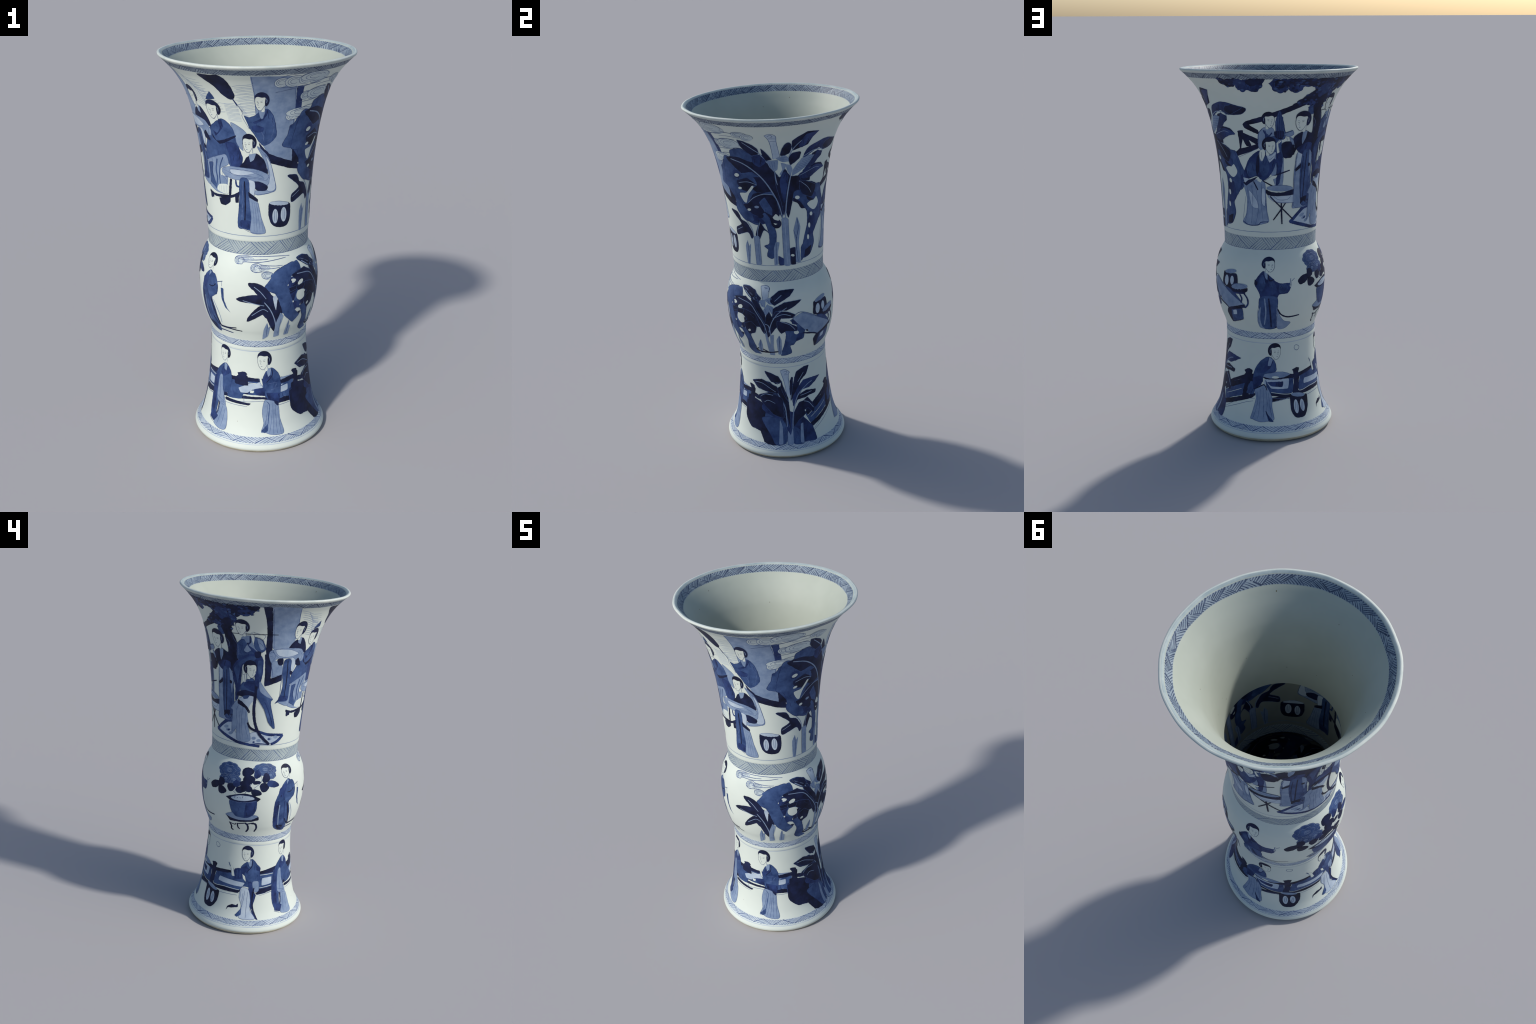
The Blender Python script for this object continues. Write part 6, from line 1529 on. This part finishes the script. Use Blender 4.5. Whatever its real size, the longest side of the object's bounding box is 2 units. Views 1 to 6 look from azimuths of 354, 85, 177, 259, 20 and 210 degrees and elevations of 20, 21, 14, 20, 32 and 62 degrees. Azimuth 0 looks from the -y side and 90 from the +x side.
stroke("line", 0.0023, [(-102.5, 0.247), (-104.5, 0.169), (-107.8, 0.102)])
stroke("line", 0.0023, [(-99.2, 0.241), (-99.8, 0.156), (-100.4, 0.085)])
stroke("line", 0.0023, [(-107.3, 0.253), (-108.1, 0.198)])
stroke("line", 0.0023, [(-104.6, 0.231), (-105.9, 0.161)])
stroke("ink", 0.0098, [(-91.4, 0.265), (-93.3, 0.202), (-92.1, 0.134), (-87.9, 0.081)])
fill("ink", [(-109.8, 0.165), (-109.9, 0.145), (-116.1, 0.137), (-121.4, 0.132), (-123.3, 0.117), (-122.5, 0.14), (-116.6, 0.157), (-112.6, 0.153)], soft=False)
fill("white", [(-127.7, 0.402), (-125, 0.413), (-123.7, 0.394), (-120.1, 0.378), (-117.4, 0.329), (-121.4, 0.329), (-123.3, 0.375)], soft=False)
stroke("mid", 0.006, [(-126.8, 0.407), (-123.8, 0.382)])
stroke("line", 0.0023, [(-122.9, 0.375), (-120.9, 0.33), (-117.9, 0.328)])
stroke("line", 0.0023, [(-119.7, 0.378), (-117.4, 0.333)])
fill("white", [(-107.2, 0.348), (-103.6, 0.334), (-102.4, 0.302), (-105.9, 0.321)], soft=False)
head(-103.0, 0.470, 6.5, 0.043, -1)
motif("foot", "garden_stool")
fill("ink", [(-158.8, 0.232), (-149.5, 0.212), (-136.9, 0.215), (-137.2, 0.155), (-143, 0.107), (-151.4, 0.101), (-156.7, 0.112), (-159.7, 0.15), (-160.1, 0.203)])
oval("wash", -149.1, 0.224, 9.43, 0.0120, -0.0049)
oval("pale", -153.1, 0.163, 2.92, 0.0379, -0.0014)
oval("pale", -145.0, 0.162, 3.01, 0.0334, -0.0018)
stroke("mid", 0.0023, [(-153.2, 0.189), (-154.4, 0.142)])
stroke("mid", 0.0023, [(-151.4, 0.188), (-152.7, 0.14)])
stroke("mid", 0.0023, [(-145.1, 0.181), (-146.9, 0.134)])
stroke("mid", 0.0023, [(-143.6, 0.179), (-145.4, 0.132)])
motif("foot", "painted_moon")
stroke("line", 0.0031, [(-147.3, 0.504), (-144, 0.494), (-144.1, 0.483), (-146.9, 0.474), (-150.2, 0.48), (-151.3, 0.493), (-150, 0.503), (-147.3, 0.504)])
motif("foot", "painted_lady")
fill("mid", [(156.2, 0.342), (159.5, 0.39), (166.4, 0.431), (175, 0.451), (182.6, 0.424), (183.7, 0.37), (170, 0.355), (167.5, 0.316), (161.8, 0.276), (157.4, 0.289)])
fill("dark", [(171.6, 0.409), (175.9, 0.448), (180.9, 0.424), (176.7, 0.386), (169.9, 0.363), (164.9, 0.361)], soft=False)
fill("dark", [(155.4, 0.326), (164.9, 0.346), (168.4, 0.316), (161.9, 0.265), (156.8, 0.266)], soft=False)
fill("wash", [(175.9, 0.448), (180.1, 0.436), (177.5, 0.402), (174.1, 0.402)], soft=False)
fill("wash", [(-195.1, 0.346), (-185, 0.363), (-168.2, 0.364), (-158.7, 0.346), (-168.5, 0.33), (-181.8, 0.329), (-190.9, 0.338)])
fill("ink", [(-194.2, 0.342), (-181.8, 0.329), (-166.7, 0.333), (-158.7, 0.343), (-159.7, 0.329), (-171.9, 0.323), (-188.3, 0.326)], soft=False)
oval("white", -176.8, 0.336, 4.31, 0.0069, -0.0004)
fill("pale", [(169.7, 0.324), (174.9, 0.317), (173.3, 0.294), (169.2, 0.297)], soft=False)
fill("wash", [(158.5, 0.263), (166.7, 0.293), (173.3, 0.279), (178.9, 0.226), (178.8, 0.174), (180.8, 0.109), (175.1, 0.099), (166.6, 0.094), (158.3, 0.104), (155.6, 0.109), (158, 0.161), (160.5, 0.222)])
fill("mid", [(172, 0.144), (176.5, 0.123), (180.4, 0.095), (175.1, 0.099)], soft=False)
stroke("ink", 0.0053, [(172, 0.152), (176.5, 0.102)])
stroke("ink", 0.0061, [(157.6, 0.266), (165.1, 0.285), (170, 0.294), (173.3, 0.264)])
stroke("line", 0.0023, [(162, 0.253), (161.8, 0.178), (158.2, 0.11)])
stroke("line", 0.0023, [(165.2, 0.27), (164.9, 0.179), (163.5, 0.106)])
stroke("line", 0.0023, [(168.4, 0.278), (169.6, 0.181), (169.4, 0.102)])
stroke("line", 0.0023, [(171.7, 0.271), (173.4, 0.189), (172, 0.144)])
stroke("line", 0.0023, [(174.9, 0.249), (176.5, 0.174), (178.7, 0.116)])
head(-176.0, 0.474, 6.6, 0.042, 1)
motif("foot", "banana_plant")
fill("pale", [(79.8, 0.507), (85.3, 0.515), (91.9, 0.497), (90.2, 0.472), (91.2, 0.337), (87.2, 0.364), (84.4, 0.432)], soft=False)
stroke("line", 0.0031, [(79.8, 0.507), (86.2, 0.514), (91.9, 0.497), (90.5, 0.472), (91.6, 0.329)])
stroke("line", 0.0023, [(80.2, 0.504), (84.5, 0.44), (87.1, 0.356)])
stroke("line", 0.0023, [(84.2, 0.499), (88.7, 0.502), (87.7, 0.49), (85, 0.487)])
stroke("line", 0.0023, [(84.9, 0.481), (90.2, 0.481)])
fill("ink", [(58.9, 0.496), (68.8, 0.489), (77.7, 0.466), (79.5, 0.432), (73.7, 0.425), (64.8, 0.453)], soft=False)
fill("ink", [(40.2, 0.424), (50.7, 0.442), (66.5, 0.433), (73.5, 0.398), (82.5, 0.415), (88.6, 0.339), (90, 0.238), (89.5, 0.142), (87.1, 0.206), (82.9, 0.282), (73.2, 0.356), (58.7, 0.378), (48.4, 0.388)], soft=False)
fill("ink", [(81, 0.445), (86.9, 0.339), (89.2, 0.313), (84.4, 0.348), (79.8, 0.407)], soft=False)
fill("ink", [(51.6, 0.349), (66.2, 0.374), (76.7, 0.357), (84.8, 0.298), (85.1, 0.167), (76, 0.257), (62.2, 0.309), (46.3, 0.322)], soft=False)
fill("ink", [(56.6, 0.291), (71.3, 0.322), (81.3, 0.29), (85.6, 0.215), (72.7, 0.273), (58.5, 0.272)], soft=False)
fill("dark", [(58.5, 0.306), (76.4, 0.315), (82.8, 0.273), (79.1, 0.216), (62.2, 0.242), (54.7, 0.268)])
fill("ink", [(96.3, 0.46), (94.2, 0.369), (91.4, 0.354), (91.9, 0.438), (94, 0.462)], soft=False)
fill("ink", [(98.1, 0.459), (101.4, 0.495), (111.4, 0.514), (119.5, 0.514), (114.8, 0.467), (106.2, 0.435), (101.7, 0.389), (91.8, 0.32), (94.5, 0.394)], soft=False)
fill("dark", [(101.8, 0.397), (110.1, 0.435), (123, 0.434), (137.5, 0.425), (126.8, 0.398), (117.2, 0.379), (107.1, 0.375), (94.8, 0.285), (93.8, 0.336)], soft=False)
fill("ink", [(101, 0.347), (112.8, 0.368), (127.9, 0.353), (126.1, 0.334), (116.1, 0.334), (111.9, 0.327), (100.6, 0.322), (94.7, 0.277)], soft=False)
fill("ink", [(107.7, 0.307), (113.9, 0.324), (120, 0.281), (122.4, 0.243), (120.2, 0.221), (113.2, 0.258), (108.3, 0.251), (109.7, 0.229), (100.2, 0.198), (93, 0.164), (95.2, 0.252), (102.1, 0.304)], soft=False)
stroke("wash", 0.0062, [(85.9, 0.167), (85.6, 0.215), (83.8, 0.29), (73.5, 0.39)])
stroke("wash", 0.0062, [(92.1, 0.156), (94.3, 0.252), (101, 0.347), (113.4, 0.397), (122.5, 0.413)])
stroke("wash", 0.0039, [(46.2, 0.424), (58.8, 0.411), (66.2, 0.387)])
stroke("wash", 0.0039, [(63.1, 0.486), (73.8, 0.44), (76.4, 0.42)])
stroke("wash", 0.0039, [(57.5, 0.292), (64.1, 0.306), (72, 0.307)])
stroke("wash", 0.0039, [(53.6, 0.341), (64.2, 0.348), (69.6, 0.334)])
stroke("wash", 0.0039, [(102.3, 0.43), (110.9, 0.481)])
stroke("wash", 0.0047, [(108.6, 0.306), (115.1, 0.29), (121.1, 0.249)])
stroke("wash", 0.0039, [(104.6, 0.344), (120.9, 0.352)])
fill("wash", [(86.4, 0.143), (89.2, 0.119), (92.2, 0.164), (91.5, 0.072), (84.9, 0.075)], soft=False)
fill("wash", [(77.4, 0.208), (80.4, 0.168), (80.7, 0.075), (76.4, 0.075)], soft=False)
fill("wash", [(101.8, 0.172), (104.8, 0.177), (102.9, 0.073), (99.3, 0.077)], soft=False)
stroke("line", 0.0023, [(85.7, 0.151), (85.6, 0.074)])
fill("mid", [(83, 0.199), (85, 0.159), (84.2, 0.078), (81.4, 0.078)], soft=False)
fill("ink", [(59.4, 0.499), (77, 0.472), (81.4, 0.436), (68.2, 0.437)], soft=False)
fill("ink", [(39.9, 0.423), (55.1, 0.445), (74.8, 0.409), (76.4, 0.368), (55.8, 0.381)], soft=False)
fill("ink", [(52.9, 0.347), (72.8, 0.36), (82, 0.332), (82.2, 0.22), (70.4, 0.239), (54.1, 0.309)], soft=False)
stroke("wash", 0.0036, [(44.5, 0.421), (56.7, 0.419), (73.4, 0.377)])
stroke("wash", 0.0036, [(58.3, 0.308), (63.4, 0.322), (72.2, 0.307)])
stroke("wash", 0.0036, [(52.7, 0.338), (59.7, 0.359), (69.7, 0.355)])

# ------------------------------------------------ kiln specks in the glaze
motif("lining", "kiln_speck")
for _ in range(16):
    oval("speck", rnd.uniform(-180, 180), rnd.uniform(1.55, 1.93), rnd.uniform(.15, .4), rnd.uniform(.0012, .0032))
motif("foot", "kiln_speck")
for _ in range(6):
    oval("speck", rnd.uniform(-180, 180), rnd.uniform(.12, .5), rnd.uniform(.2, .4), rnd.uniform(.001, .002))
close_motif()
